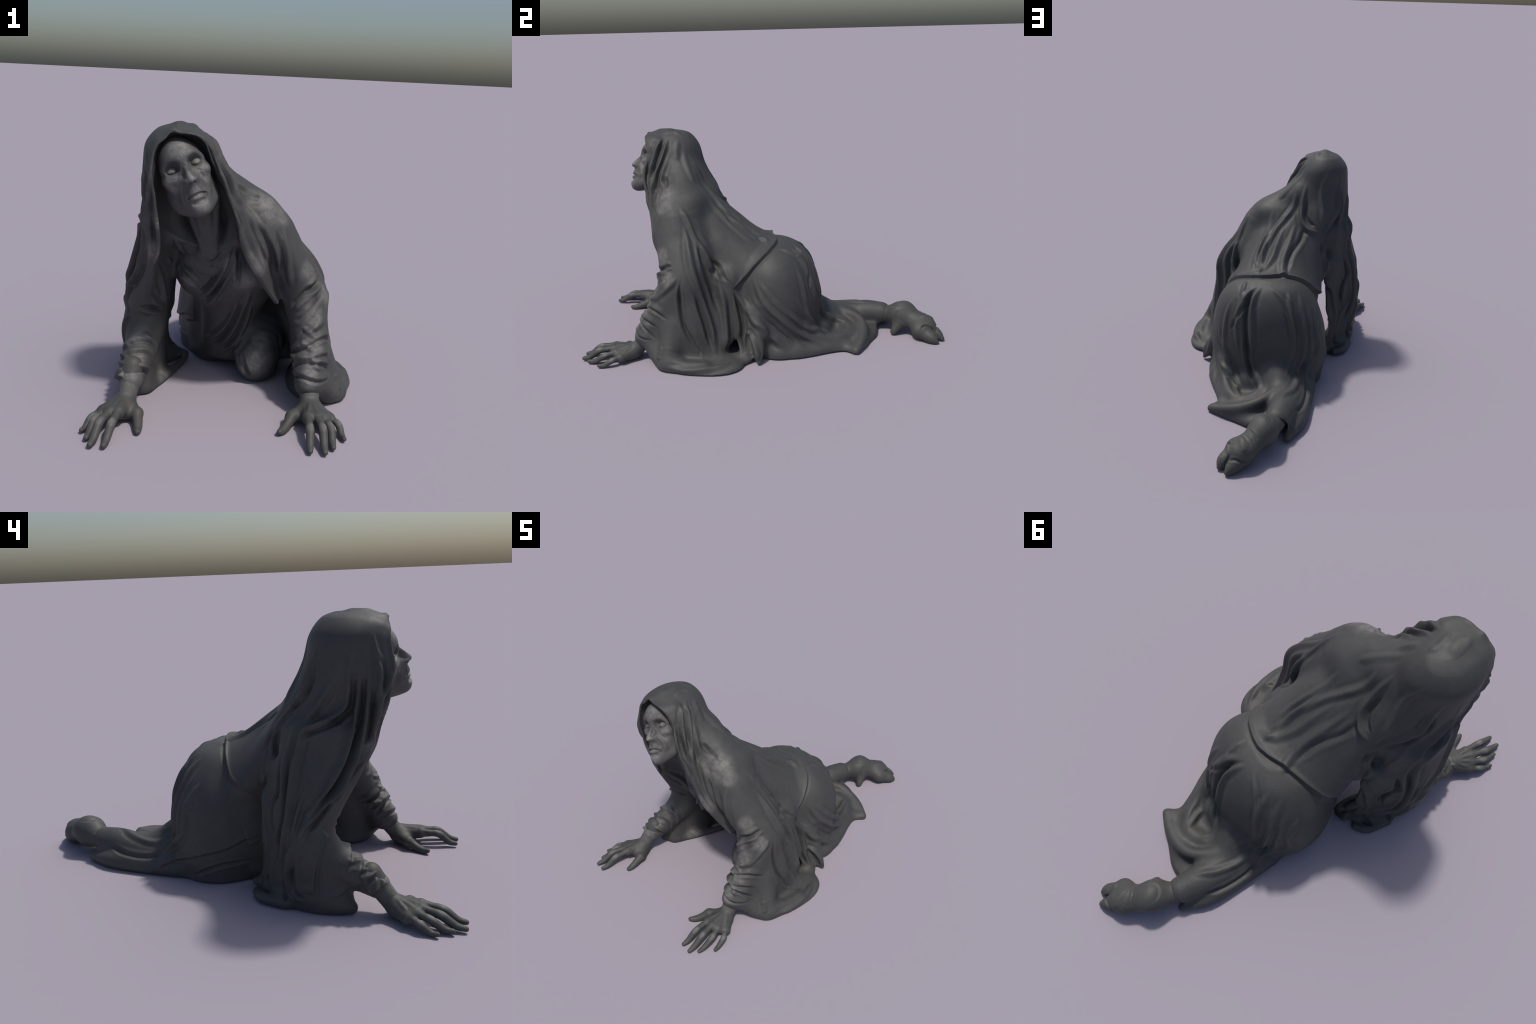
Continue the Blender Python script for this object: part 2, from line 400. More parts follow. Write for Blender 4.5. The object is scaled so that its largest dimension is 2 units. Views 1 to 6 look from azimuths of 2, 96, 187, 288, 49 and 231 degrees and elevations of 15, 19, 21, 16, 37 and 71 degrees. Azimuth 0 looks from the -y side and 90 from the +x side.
def head():
    s = Sculpt()
    fp = face_point

    def ball(c, r, k=0.02, cut=False):
        e = ellipsoid(fp(*c), r, HEAD_X, HEAD_F)
        s.cut(e, k) if cut else s.add("head", e, k)

    def rod(pts, r, k=0.012, cut=False):
        t = tube([fp(*p) for p in pts], r)
        s.cut(t, k) if cut else s.add("head", t, k)
    ball((0, -0.095, 0.045), (0.088, 0.122, 0.115), 0)             # skull
    ball((0, -0.047, -0.018), (0.083, 0.064, 0.095), 0.04)         # mid face
    ball((0, -0.050, -0.095), (0.054, 0.056, 0.075), 0.04)         # lower face
    ball((0, -0.085, -0.070), (0.084, 0.055, 0.088), 0.04)         # jaw muscles
    ball((0, -0.008, -0.152), (0.027, 0.031, 0.030), 0.045)        # chin
    ball((0, -0.014, -0.108), (0.042, 0.037, 0.036), 0.035)        # muzzle
    ball((0, -0.020, 0.048), (0.064, 0.048, 0.045), 0.035)         # forehead
    for m in (-1, 1):
        rod([(m * 0.070, -0.095, -0.075), (m * 0.066, -0.078, -0.124), (m * 0.036, -0.040, -0.155), (m * 0.010, -0.012, -0.168)], [0.014, 0.014, 0.013, 0.013], 0.045)   # jaw
        rod([(m * 0.079, -0.038, -0.022), (m * 0.070, -0.010, -0.031), (m * 0.048, 0.001, -0.043)], [0.010, 0.012, 0.012], 0.035)   # cheekbone
        rod([(m * 0.014, 0.016, 0.033), (m * 0.042, 0.014, 0.034), (m * 0.070, -0.014, 0.018)], [0.011, 0.011, 0.011], 0.025)       # brow
    for m in (-1, 1):
        ball((m * 0.047, 0.025, 0.002), (0.032, 0.034, 0.0225), 0.012, cut=True)   # socket
        ball((m * 0.054, 0.020, -0.086), (0.013, 0.020, 0.030), 0.04, cut=True)    # hollow cheek
    rod([(0, 0.014, 0.022), (0, 0.025, -0.010), (0, 0.039, -0.040), (0, 0.048, -0.066)], [0.010, 0.0085, 0.0095, 0.0125], 0.020)   # nose
    rod([(0, 0.004, 0.010), (0, 0.012, -0.020), (0, 0.020, -0.045), (0, 0.026, -0.066)], [0.010, 0.010, 0.0125, 0.0145], 0.012)
    for m in (-1, 1):
        ball((m * 0.0150, 0.030, -0.067), (0.0090, 0.016, 0.0095), 0.012)
        ball((m * 0.0080, 0.041, -0.080), (0.0042, 0.009, 0.006), 0.004, cut=True)
    rod([(0, 0.014, -0.078), (0, 0.018, -0.100)], [0.012, 0.012], 0.025)
    # lips, a little parted
    rod([(-0.037, 0.010, -0.119), (-0.014, 0.025, -0.110), (0, 0.027, -0.112), (0.014, 0.025, -0.110), (0.037, 0.010, -0.119)], [0.0035, 0.0065, 0.006, 0.0065, 0.0035], 0.010)
    rod([(-0.031, 0.006, -0.124), (0, 0.022, -0.134), (0.031, 0.006, -0.124)], [0.004, 0.0085, 0.004], 0.010)
    rod([(-0.036, 0.010, -0.120), (-0.015, 0.029, -0.1215), (0.015, 0.029, -0.1215), (0.036, 0.010, -0.120)], [0.0025, 0.0060, 0.0060, 0.0025], 0.003, cut=True)
    rod([(-0.020, 0.020, -0.147), (0, 0.029, -0.149), (0.020, 0.020, -0.147)], [0.004, 0.006, 0.004], 0.014, cut=True)
    for m in (-1, 1):
        rod([(m * 0.024, 0.014, -0.056), (m * 0.036, 0.000, -0.080), (m * 0.043, -0.014, -0.110)], [0.008, 0.010, 0.009], 0.025)    # nasolabial fold
        rod([(m * 0.026, -0.002, -0.018), (m * 0.048, -0.001, -0.027), (m * 0.068, -0.014, -0.018)], [0.005, 0.006, 0.005], 0.014)  # bag
    return s


def closed_eye(m):
    """Bulging closed lid in its socket."""
    s = Sculpt()
    fp = face_point
    s.add("eye", ellipsoid(fp(m * 0.048, -0.015, 0.001), (0.0235, 0.0210, 0.0185), HEAD_X, HEAD_F), 0)
    s.add("eye", tube([fp(m * 0.026, -0.008, 0.000), fp(m * 0.048, 0.0055, -0.006), fp(m * 0.071, -0.018, -0.001)], [0.0025, 0.0035, 0.0025]), 0.006)
    s.cut(tube([fp(m * 0.024, -0.006, -0.004), fp(m * 0.048, 0.0085, -0.0105), fp(m * 0.073, -0.016, -0.004)], [0.0012, 0.0016, 0.0012]), 0.003)
    return s


def neck():
    s = Sculpt()
    s.add("neck", tube([(-0.09, -0.45, 0.58), (-0.105, -0.485, 0.70), (-0.135, -0.518, 0.80), (-0.165, -0.535, 0.90)], [0.08, 0.066, 0.064, 0.068]), 0)
    for a, b, r in (((-0.20, -0.575, 0.87), (-0.120, -0.538, 0.645), 0.015), ((-0.075, -0.555, 0.88), (-0.080, -0.54, 0.645), 0.015),
                    ((-0.155, -0.588, 0.83), (-0.105, -0.545, 0.66), 0.013), ((-0.11, -0.578, 0.84), (-0.092, -0.543, 0.66), 0.012)):
        s.add("neck", tube([a, b], [r, r]), 0.015)
    s.add("neck", ellipsoid((-0.10, -0.48, 0.60), (0.12, 0.065, 0.07)), 0.04)
    return s


def hand(wrist, thumb, fingers, forearm):
    """fingers: per finger (knuckle, middle joint, tip) as points on the back of the hand."""
    s = Sculpt()
    drop = np.array((0, 0, 0.014))
    s.add("palm", tube(forearm, [0.043, 0.041, 0.037]), 0)
    wr = np.asarray(wrist, float)
    for i, (k, m, t) in enumerate(fingers):
        k, m, t = (np.asarray(q, float) for q in (k, m, t))
        w = (1.0, 1.03, 0.97, 0.88)[i]
        side = wr + (k - wr) * 0.25
        s.add("palm", tube([side - (0, 0, 0.028), k - (0, 0, 0.026)], [0.030, 0.024]), 0.025)
        s.add("palm", tube([wr + (k - wr) * 0.12 - (0, 0, 0.022), k - (0, 0, 0.0145)], [0.016, 0.013]), 0.012)
    for i, (k, m, t) in enumerate(fingers):
        k, m, t = (np.asarray(q, float) for q in (k, m, t))
        w = (1.0, 1.03, 0.97, 0.88)[i]
        d = m * 0.45 + t * 0.55
        s.add("finger_%d" % i, tube([k - (0, 0, 0.017), k * 0.5 + m * 0.5 - (0, 0, 0.0165), m - (0, 0, 0.0155), d - (0, 0, 0.0125), t + (0, 0, 0.006) + (t - m) * -0.06],
                             np.array([0.0172, 0.0155, 0.0165, 0.0145, 0.0105]) * w), 0.006)
    b, j, e = (np.asarray(q, float) for q in thumb)
    base = wr * 0.75 + b * 0.25 - (0, 0, 0.03)
    s.add("palm", tube([base, b - drop], [0.032, 0.024]), 0.025)
    s.add("thumb", tube([b - drop, j - drop * 0.9, j * 0.4 + e * 0.6 - (0, 0, 0.008), e + (0, 0, 0.005)], [0.023, 0.019, 0.0165, 0.011]), 0.012)
    # heel of the hand
    s.add("palm", ellipsoid(wr + (0, -0.035, -0.042), (0.045, 0.045, 0.03)), 0.025)
    return s


LEFT_HAND = dict(
    wrist=(0.339, -0.661, 0.074), forearm=[(0.325, -0.585, 0.165), (0.332, -0.62, 0.105), (0.339, -0.662, 0.048)],
    thumb=((0.266, -0.725, 0.048), (0.246, -0.768, 0.028), (0.220, -0.816, 0.010)),
    fingers=[((0.326, -0.775, 0.084), (0.333, -0.862, 0.072), (0.334, -0.942, 0.004)),
             ((0.362, -0.775, 0.083), (0.381, -0.854, 0.073), (0.389, -0.945, 0.004)),
             ((0.391, -0.757, 0.073), (0.415, -0.817, 0.058), (0.421, -0.906, 0.004)),
             ((0.415, -0.726, 0.060), (0.448, -0.767, 0.049), (0.467, -0.837, 0.004))])
RIGHT_HAND = dict(
    wrist=(-0.397, -0.724, 0.074), forearm=[(-0.388, -0.635, 0.165), (-0.391, -0.675, 0.108), (-0.397, -0.724, 0.048)],
    thumb=((-0.338, -0.78, 0.048), (-0.325, -0.825, 0.032), (-0.315, -0.879, 0.008)),
    fingers=[((-0.398, -0.825, 0.082), (-0.407, -0.910, 0.068), (-0.414, -0.996, 0.004)),
             ((-0.431, -0.828, 0.080), (-0.453, -0.903, 0.067), (-0.464, -0.996, 0.004)),
             ((-0.457, -0.810, 0.072), (-0.482, -0.868, 0.060), (-0.491, -0.951, 0.004)),
             ((-0.472, -0.783, 0.060), (-0.504, -0.833, 0.048), (-0.524, -0.897, 0.004))])


def foot():
    """Bare foot lying on its instep, sole to the sky."""
    s = Sculpt()
    s.add("sole", tube([(-0.135, 0.60, 0.080), (-0.112, 0.69, 0.086), (-0.085, 0.75, 0.094)], [0.046, 0.048, 0.053]), 0)
    s.add("sole", ellipsoid((-0.072, 0.782, 0.114), (0.051, 0.070, 0.063), (1, 0.55, 0)), 0.05)
    s.add("sole", tube([(-0.058, 0.79, 0.090), (-0.022, 0.855, 0.080), (0.016, 0.910, 0.062)], [0.052, 0.052, 0.042]), 0.06)
    s.add("sole", tube([(-0.010, 0.900, 0.068), (0.050, 0.860, 0.055)], [0.040, 0.038]), 0.06)
    s.add("sole", tube([(-0.03, 0.76, 0.06), (-0.012, 0.735, 0.03), (-0.01, 0.728, 0.018)], [0.035, 0.021, 0.018]), 0.02)
    s.add("toe_a", tube([(0.058, 0.890, 0.042), (0.084, 0.925, 0.030), (0.098, 0.952, 0.013)], [0.036, 0.031, 0.014]), 0.014)
    s.add("toe_b", tube([(0.000, 0.920, 0.044), (0.034, 0.958, 0.030), (0.056, 0.986, 0.014)], [0.039, 0.032, 0.015]), 0.014)
    return s

# ================================================================== FOLDS
class Tailor:
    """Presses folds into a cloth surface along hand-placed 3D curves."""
    def __init__(self, V, F, step=0.005):
        self.step, self.broad = step, 1.15
        self.V, self.N = V, normals(V, F)
        self.move = np.zeros(len(V))

    def _near(self, path, reach, snap=True):
        P = spline(path, 3) if len(path) == 2 else np.asarray(path, float)
        length = np.linalg.norm(np.diff(P, axis=0), axis=1).sum()
        C = spline(P, max(8, int(length / self.step)))
        lo, hi = C.min(0) - reach - 0.02, C.max(0) + reach + 0.02
        ids = np.where(((self.V > lo) & (self.V < hi)).all(1))[0]
        W = self.V[ids].astype(np.float32)
        Cn = np.zeros_like(C)
        for i in range(len(C)):                       # lay the curve on the cloth
            d = ((W - C[i]) ** 2).sum(1)
            j = d.argmin()
            C[i], Cn[i] = W[j], self.N[ids[j]]
        for _ in range(4):
            C[1:-1] = (C[:-2] + 2 * C[1:-1] + C[2:]) / 4
            Cn[1:-1] = (Cn[:-2] + 2 * Cn[1:-1] + Cn[2:]) / 4
        best, at = np.full(len(ids), 1e9, np.float32), np.zeros(len(ids), int)
        for i in range(len(C)):
            d = ((W - C[i]) ** 2).sum(1)
            m = d < best
            best[m], at[m] = d[m], i
        keep = best < reach ** 2
        ids, at, W = ids[keep], at[keep], W[keep]
        T = np.gradient(C, axis=0)
        T /= np.maximum(np.linalg.norm(T, axis=1, keepdims=True), 1e-9)
        r = W - C[at]
        r = r - T[at] * (r * T[at]).sum(1)[:, None] * ((at > 0) & (at < len(C) - 1))[:, None]
        dist = np.linalg.norm(r, axis=1)
        side = np.sign((np.cross(Cn[at], T[at]) * r).sum(1))    # + = left of the direction of travel
        t = at / (len(C) - 1)
        agree = np.clip((self.N[ids] * Cn[at]).sum(1) * 2 + 0.3, 0, 1)
        return ids, dist, side, t, agree

    def _ends(self, t, a=0.30, b=0.22):
        f = np.clip(np.minimum(t / a, (1 - t) / b), 0, 1)
        return f * f * (3 - 2 * f)

    def ridge(self, height, width, path):
        """Rounded fold with shallow troughs on both sides."""
        width = width * self.broad
        ids, d, s, t, g = self._near(path, 3.6 * width)
        e = self._ends(t)
        x = d / (width * (0.55 + 0.45 * e))
        f = np.exp(-x ** 2) - 0.28 * np.exp(-((x - 1.9) / 0.8) ** 2)
        self.move[ids] += height * f * e * g

    def crease(self, depth, width, path):
        """Narrow valley with softly raised lips."""
        width = width * self.broad
        ids, d, s, t, g = self._near(path, 3.6 * width)
        e = self._ends(t)
        x = d / (width * (0.55 + 0.45 * e))
        f = -np.exp(-np.abs(x) ** 1.5 * 1.2) + 0.30 * np.exp(-((x - 1.6) / 0.8) ** 2)
        self.move[ids] += depth * f * e * g

    def hem(self, height, width, path, shallow=0.10):
        """Cloth edge: the left of the path lies on top, its border a little rolled."""
        ids, d, s, t, g = self._near(path, shallow * 1.6)
        x = s * d
        up = 1 / (1 + np.exp(-np.clip((x - 0.002) / (width * 0.18), -30, 30)))
        f = up * np.exp(-np.maximum(x, 0) / shallow) * (1 + 0.25 * np.exp(-((x - 1.2 * width) / width) ** 2))
        f = f - 0.22 * np.exp(-((x + width * 0.9) / (width * 1.3)) ** 2)
        f = f * np.clip(1 - (d / (shallow * 1.6)) ** 2, 0, 1) ** 2
        self.move[ids] += height * f * self._ends(t, 0.10, 0.10) * g


def gather(tailor, axis, radius, seed):
    rng = np.random.default_rng(seed)
    A = spline(axis, 60)
    for k, t in enumerate((0.44, 0.62, 0.77, 0.91)):
        i = int(t * 59)
        c, d = A[i], unit(A[min(i + 1, 59)] - A[i - 1])
        up = np.array((0.1, -0.45, 0.9))
        up = unit(up - d * (d @ up))
        side = np.cross(d, up)
        phase, tilt = rng.uniform(-1.6, 1.6), rng.uniform(0.012, 0.028)
        lo, hi = np.radians(rng.uniform(-150, -110)), np.radians(rng.uniform(100, 150))
        def ring(shift):
            return [c + radius * (np.cos(f) * up + np.sin(f) * side) + d * (tilt * np.sin(f + phase) + 0.006 * np.sin(2.3 * f + k) + shift) for f in np.linspace(lo, hi, 9)]
        tailor.ridge(rng.uniform(0.004, 0.008), rng.uniform(0.010, 0.014), ring(0.0))
        tailor.crease(rng.uniform(0.006, 0.010), 0.0075, ring(0.018))
        f = rng.uniform(-0.9, 0.9)                       # a slanting pull across the rings
        p = c + radius * (np.cos(f) * up + np.sin(f) * side)
        q = c + radius * (np.cos(f + 0.8) * up + np.sin(f + 0.8) * side) - d * 0.05
        tailor.ridge(0.006, 0.008, [p, (p + q) / 2, q])


def dress(V, F):
    V = relax(V, F, 3)
    V, F = refine(V, F)
    tailor = Tailor(V, F)
    ridge, crease, hem = tailor.ridge, tailor.crease, tailor.hem
    ridge(0.0100, .010, [(-0.133, -0.558, 1.113), (-0.093, -0.570, 1.087), (-0.077, -0.582, 1.064), (-0.050, -0.601, 1.005), (-0.024, -0.610, 0.943), (0.001, -0.614, 0.878)])
    ridge(0.0120, .010, [(-0.133, -0.519, 1.109), (-0.102, -0.534, 1.077), (-0.082, -0.540, 1.047), (-0.036, -0.564, 0.978), (-0.004, -0.582, 0.917), (0.016, -0.595, 0.864), (0.035, -0.594, 0.815)])
    crease(0.0120, .010, [(-0.123, -0.546, 1.102), (-0.074, -0.561, 1.048), (-0.034, -0.579, 0.981), (-0.011, -0.606, 0.917)])
    crease(0.0100, .009, [(-0.059, -0.538, 1.001), (-0.017, -0.562, 0.941), (0.015, -0.570, 0.879), (0.034, -0.576, 0.837)])
    ridge(0.0100, .012, [(-0.078, -0.519, 1.035), (-0.046, -0.531, 0.977), (-0.020, -0.543, 0.939), (0.007, -0.540, 0.897), (0.047, -0.519, 0.873), (0.153, -0.462, 0.846)])
    ridge(0.0050, .012, [(-0.137, -0.469, 1.100), (-0.089, -0.475, 1.041), (-0.052, -0.471, 0.989)])
    ridge(0.0050, .012, [(-0.113, -0.434, 1.049), (-0.067, -0.420, 0.987), (-0.011, -0.386, 0.928), (0.030, -0.353, 0.881)])
    ridge(0.0100, .012, [(-0.083, -0.382, 0.971), (-0.060, -0.311, 0.847), (0.019, -0.208, 0.749), (0.080, -0.088, 0.637), (0.099, 0.018, 0.574)])
    ridge(0.0075, .010, [(0.030, -0.258, 0.786), (0.066, -0.150, 0.687), (0.070, -0.047, 0.613), (0.073, 0.057, 0.576)])
    crease(0.0075, .010, [(0.057, -0.213, 0.739), (0.091, -0.119, 0.653), (0.091, -0.026, 0.593)])
    ridge(0.0125, .013, [(0.182, -0.420, 0.813), (0.235, -0.335, 0.682), (0.263, -0.260, 0.551), (0.285, -0.174, 0.426)])
    crease(0.0175, .014, [(0.208, -0.368, 0.757), (0.250, -0.293, 0.628), (0.248, -0.219, 0.480), (0.286, -0.159, 0.417)])
    ridge(0.0150, .014, [(0.224, -0.382, 0.744), (0.299, -0.355, 0.620), (0.368, -0.322, 0.503), (0.362, -0.283, 0.345), (0.371, -0.239, 0.186), (0.423, -0.210, 0.046)])
    crease(0.0175, .014, [(0.252, -0.316, 0.648), (0.304, -0.279, 0.535), (0.302, -0.241, 0.384), (0.333, -0.201, 0.252)])
    crease(0.0112, .008, [(0.378, -0.375, 0.504), (0.401, -0.393, 0.384), (0.417, -0.384, 0.255), (0.428, -0.336, 0.132), (0.471, -0.255, 0.053)])
    ridge(0.0125, .012, [(0.237, -0.231, 0.495), (0.309, -0.183, 0.330), (0.344, -0.168, 0.177), (0.374, -0.173, 0.056)])
    crease(0.0150, .012, [(0.385, -0.313, 0.411), (0.379, -0.275, 0.248), (0.396, -0.239, 0.094)])
    ridge(0.0100, .012, [(0.501, -0.483, 0.036), (0.520, -0.360, 0.028), (0.502, -0.231, 0.035), (0.443, -0.121, 0.037)])
    crease(0.0250, .010, [(0.281, -0.130, 0.369), (0.290, -0.108, 0.291), (0.315, -0.090, 0.180), (0.332, -0.099, 0.111), (0.374, -0.090, 0.046)])
    ridge(0.0130, 0.0144, [(0.275, -0.116, 0.355), (0.299, -0.056, 0.258), (0.321, 0.046, 0.141), (0.320, 0.156, 0.047)])
    ridge(0.0145, 0.0156, [(0.260, -0.036, 0.443), (0.309, 0.027, 0.321), (0.303, 0.138, 0.201), (0.248, 0.255, 0.090), (0.248, 0.348, 0.038)])
    crease(0.0101, 0.0144, [(0.265, -0.069, 0.354), (0.321, 0.012, 0.252), (0.307, 0.117, 0.138), (0.291, 0.225, 0.057)])
    ridge(0.0087, 0.0120, [(0.301, 0.149, 0.267), (0.252, 0.242, 0.153), (0.124, 0.364, 0.065)])
    crease(0.0072, 0.0096, [(0.072, 0.211, 0.521), (0.145, 0.255, 0.427), (0.192, 0.261, 0.329)])
    ridge(0.0072, 0.0096, [(0.135, 0.093, 0.560), (0.135, 0.162, 0.538), (0.138, 0.210, 0.499)])
    ridge(0.0145, 0.0120, [(0.316, -0.081, 0.168), (0.368, -0.023, 0.105), (0.403, 0.002, 0.017)])
    crease(0.0216, .012, [(0.054, 0.155, 0.559), (0.096, 0.216, 0.510), (0.106, 0.273, 0.415), (0.096, 0.305, 0.297), (0.074, 0.321, 0.167), (0.041, 0.382, 0.087)])
    ridge(0.0108, .012, [(0.084, 0.153, 0.556), (0.135, 0.218, 0.492), (0.152, 0.268, 0.384), (0.135, 0.300, 0.219)])
    ridge(0.0108, .012, [(0.036, 0.155, 0.560), (0.072, 0.229, 0.502), (0.065, 0.297, 0.365), (0.051, 0.322, 0.201)])
    ridge(0.0108, .010, [(0.009, 0.153, 0.561), (-0.063, 0.197, 0.527), (-0.126, 0.239, 0.443), (-0.156, 0.273, 0.329), (-0.150, 0.294, 0.216), (-0.129, 0.392, 0.152)])
    ridge(0.0081, .012, [(-0.188, 0.188, 0.452), (-0.210, 0.242, 0.319), (-0.207, 0.266, 0.165)])
    ridge(0.0108, .012, [(0.274, 0.181, 0.357), (0.213, 0.262, 0.189), (0.143, 0.338, 0.077), (0.090, 0.498, 0.082)])
    ridge(0.0071, .013, [(0.042, -0.306, 0.844), (0.066, -0.222, 0.741), (0.103, -0.119, 0.647), (0.123, -0.006, 0.569)])
    ridge(0.0081, .013, [(-0.033, -0.242, 0.784), (-0.000, -0.134, 0.691), (0.018, -0.060, 0.633), (0.063, 0.012, 0.587), (0.125, 0.033, 0.565)])
    ridge(0.0091, .013, [(-0.096, -0.259, 0.797), (-0.072, -0.154, 0.705), (-0.048, -0.066, 0.636), (-0.054, 0.018, 0.586), (-0.087, 0.075, 0.568)])
    crease(0.0081, .013, [(-0.144, -0.256, 0.788), (-0.135, -0.193, 0.716), (-0.087, -0.088, 0.645), (-0.078, 0.012, 0.580)])
    ridge(0.0118, .012, [(-0.241, 0.129, 0.435), (-0.263, 0.178, 0.337), (-0.283, 0.181, 0.228), (-0.221, 0.263, 0.134), (-0.240, 0.360, 0.081)])
    hem(.010, .008, [(-0.276, 0.330, 0.035), (-0.264, 0.224, 0.083), (-0.312, 0.105, 0.132), (-0.285, -0.033, 0.174), (-0.327, -0.186, 0.234)])
    crease(0.0101, .008, [(-0.224, -0.126, 0.102), (-0.302, 0.021, 0.087), (-0.289, 0.145, 0.030)])
    ridge(0.0068, .012, [(-0.342, -0.552, 0.462), (-0.322, -0.480, 0.387), (-0.301, -0.440, 0.348), (-0.341, -0.485, 0.345), (-0.386, -0.508, 0.367)])
    crease(0.0061, .010, [(-0.384, -0.512, 0.378), (-0.344, -0.497, 0.374), (-0.306, -0.448, 0.345)])
    ridge(0.0048, .010, [(-0.316, -0.540, 0.486), (-0.304, -0.464, 0.411), (-0.296, -0.430, 0.354)])
    ridge(0.0098, .009, [(-0.305, -0.691, 1.035), (-0.311, -0.699, 0.969), (-0.317, -0.692, 0.903), (-0.332, -0.654, 0.801), (-0.333, -0.633, 0.714), (-0.321, -0.629, 0.645), (-0.349, -0.583, 0.552)])
    ridge(0.0098, .009, [(-0.289, -0.690, 1.047), (-0.302, -0.700, 0.954), (-0.294, -0.688, 0.858), (-0.289, -0.667, 0.779), (-0.283, -0.646, 0.704), (-0.297, -0.622, 0.617), (-0.339, -0.582, 0.525)])
    crease(0.0098, .008, [(-0.302, -0.700, 0.954), (-0.306, -0.689, 0.858), (-0.306, -0.656, 0.753), (-0.306, -0.638, 0.675)])
    crease(0.0078, .008, [(-0.342, -0.630, 1.011), (-0.332, -0.677, 0.924), (-0.332, -0.665, 0.840)])
    ridge(0.0078, .009, [(-0.343, -0.607, 0.663), (-0.379, -0.556, 0.579), (-0.415, -0.511, 0.486), (-0.433, -0.481, 0.420)])
    crease(0.0078, .008, [(-0.332, -0.614, 0.615), (-0.383, -0.544, 0.521), (-0.419, -0.500, 0.441)])
    ridge(0.0096, .008, [(-0.089, -0.646, 1.050), (-0.047, -0.646, 0.959), (-0.015, -0.646, 0.873), (0.014, -0.633, 0.801), (0.030, -0.623, 0.720)])
    crease(0.0120, .009, [(-0.108, -0.652, 1.085), (-0.078, -0.643, 0.996), (-0.054, -0.603, 0.913)])
    ridge(0.0120, .010, [(-0.066, -0.587, 1.043), (-0.017, -0.606, 0.932), (0.020, -0.603, 0.842), (0.053, -0.599, 0.754), (0.091, -0.587, 0.669), (0.140, -0.555, 0.555)])
    crease(0.0120, .010, [(-0.068, -0.616, 1.027), (-0.030, -0.629, 0.936), (0.008, -0.636, 0.849), (0.039, -0.621, 0.762)])
    crease(0.0168, .014, [(-0.014, -0.537, 0.928), (0.017, -0.527, 0.893), (0.064, -0.513, 0.869), (0.099, -0.495, 0.869)])
    ridge(0.0096, .012, [(0.033, -0.561, 0.849), (0.075, -0.566, 0.777), (0.114, -0.572, 0.696), (0.150, -0.547, 0.609)])
    crease(0.0168, .012, [(0.069, -0.558, 0.801), (0.111, -0.570, 0.717), (0.153, -0.558, 0.633), (0.167, -0.512, 0.534)])
    ridge(0.0096, .010, [(0.190, -0.524, 0.772), (0.210, -0.552, 0.681), (0.222, -0.538, 0.573), (0.236, -0.512, 0.485)])
    crease(0.0096, .010, [(0.162, -0.552, 0.753), (0.186, -0.565, 0.657), (0.206, -0.522, 0.542)])
    ridge(0.0093, .011, [(0.376, -0.424, 0.499), (0.332, -0.509, 0.477), (0.288, -0.527, 0.441), (0.245, -0.512, 0.394)])
    ridge(0.0085, .011, [(0.382, -0.466, 0.453), (0.364, -0.524, 0.387), (0.324, -0.566, 0.333), (0.276, -0.567, 0.290)])
    crease(0.0085, .010, [(0.363, -0.450, 0.510), (0.309, -0.515, 0.495), (0.267, -0.522, 0.453), (0.239, -0.506, 0.407)])
    crease(0.0076, .010, [(0.381, -0.447, 0.474), (0.336, -0.523, 0.429), (0.291, -0.542, 0.384), (0.252, -0.522, 0.354)])
    ridge(0.0076, .011, [(0.442, -0.496, 0.141), (0.462, -0.504, 0.087), (0.474, -0.514, 0.055)])
    ridge(0.0060, .009, [(0.297, -0.523, 0.465), (0.342, -0.493, 0.495), (0.364, -0.426, 0.523)])
    ridge(0.0050, .009, [(0.294, -0.519, 0.504), (0.333, -0.486, 0.528), (0.346, -0.438, 0.549)])
    crease(0.0055, .008, [(0.294, -0.521, 0.483), (0.343, -0.482, 0.512), (0.357, -0.427, 0.535)])
    ridge(0.0090, .011, [(0.303, -0.570, 0.318), (0.376, -0.523, 0.366), (0.393, -0.447, 0.432), (0.386, -0.402, 0.485)])
    crease(0.0090, .010, [(0.392, -0.393, 0.471), (0.402, -0.393, 0.347), (0.422, -0.372, 0.225), (0.427, -0.284, 0.071)])
    ridge(0.0091, .012, [(-0.167, 0.284, 0.240), (-0.186, 0.357, 0.129), (-0.170, 0.469, 0.137), (-0.111, 0.588, 0.153)])
    crease(0.0104, .010, [(-0.226, 0.244, 0.255), (-0.237, 0.345, 0.086), (-0.235, 0.495, 0.076), (-0.199, 0.612, 0.103)])
    ridge(0.0065, .010, [(-0.242, 0.108, 0.446), (-0.274, 0.171, 0.318)])
    crease(0.0120, .010, [(-0.338, -0.414, 0.951), (-0.344, -0.401, 0.881), (-0.332, -0.355, 0.810), (-0.290, -0.296, 0.753), (-0.254, -0.223, 0.672), (-0.259, -0.161, 0.560)])
    crease(0.0144, .010, [(-0.362, -0.562, 0.945), (-0.351, -0.558, 0.849), (-0.347, -0.549, 0.795), (-0.352, -0.522, 0.768), (-0.377, -0.493, 0.749), (-0.404, -0.447, 0.731), (-0.406, -0.393, 0.705), (-0.399, -0.363, 0.660)])
    ridge(0.0108, .009, [(-0.332, -0.624, 1.073), (-0.338, -0.643, 1.005), (-0.340, -0.657, 0.942), (-0.339, -0.657, 0.855), (-0.325, -0.646, 0.738), (-0.303, -0.636, 0.663)])
    crease(0.0120, .008, [(-0.345, -0.636, 0.885), (-0.343, -0.629, 0.789), (-0.339, -0.618, 0.696), (-0.343, -0.607, 0.651)])
    crease(0.0192, .010, [(-0.367, -0.285, 0.605), (-0.392, -0.283, 0.543), (-0.401, -0.278, 0.478), (-0.382, -0.251, 0.426), (-0.374, -0.241, 0.348), (-0.390, -0.253, 0.267)])
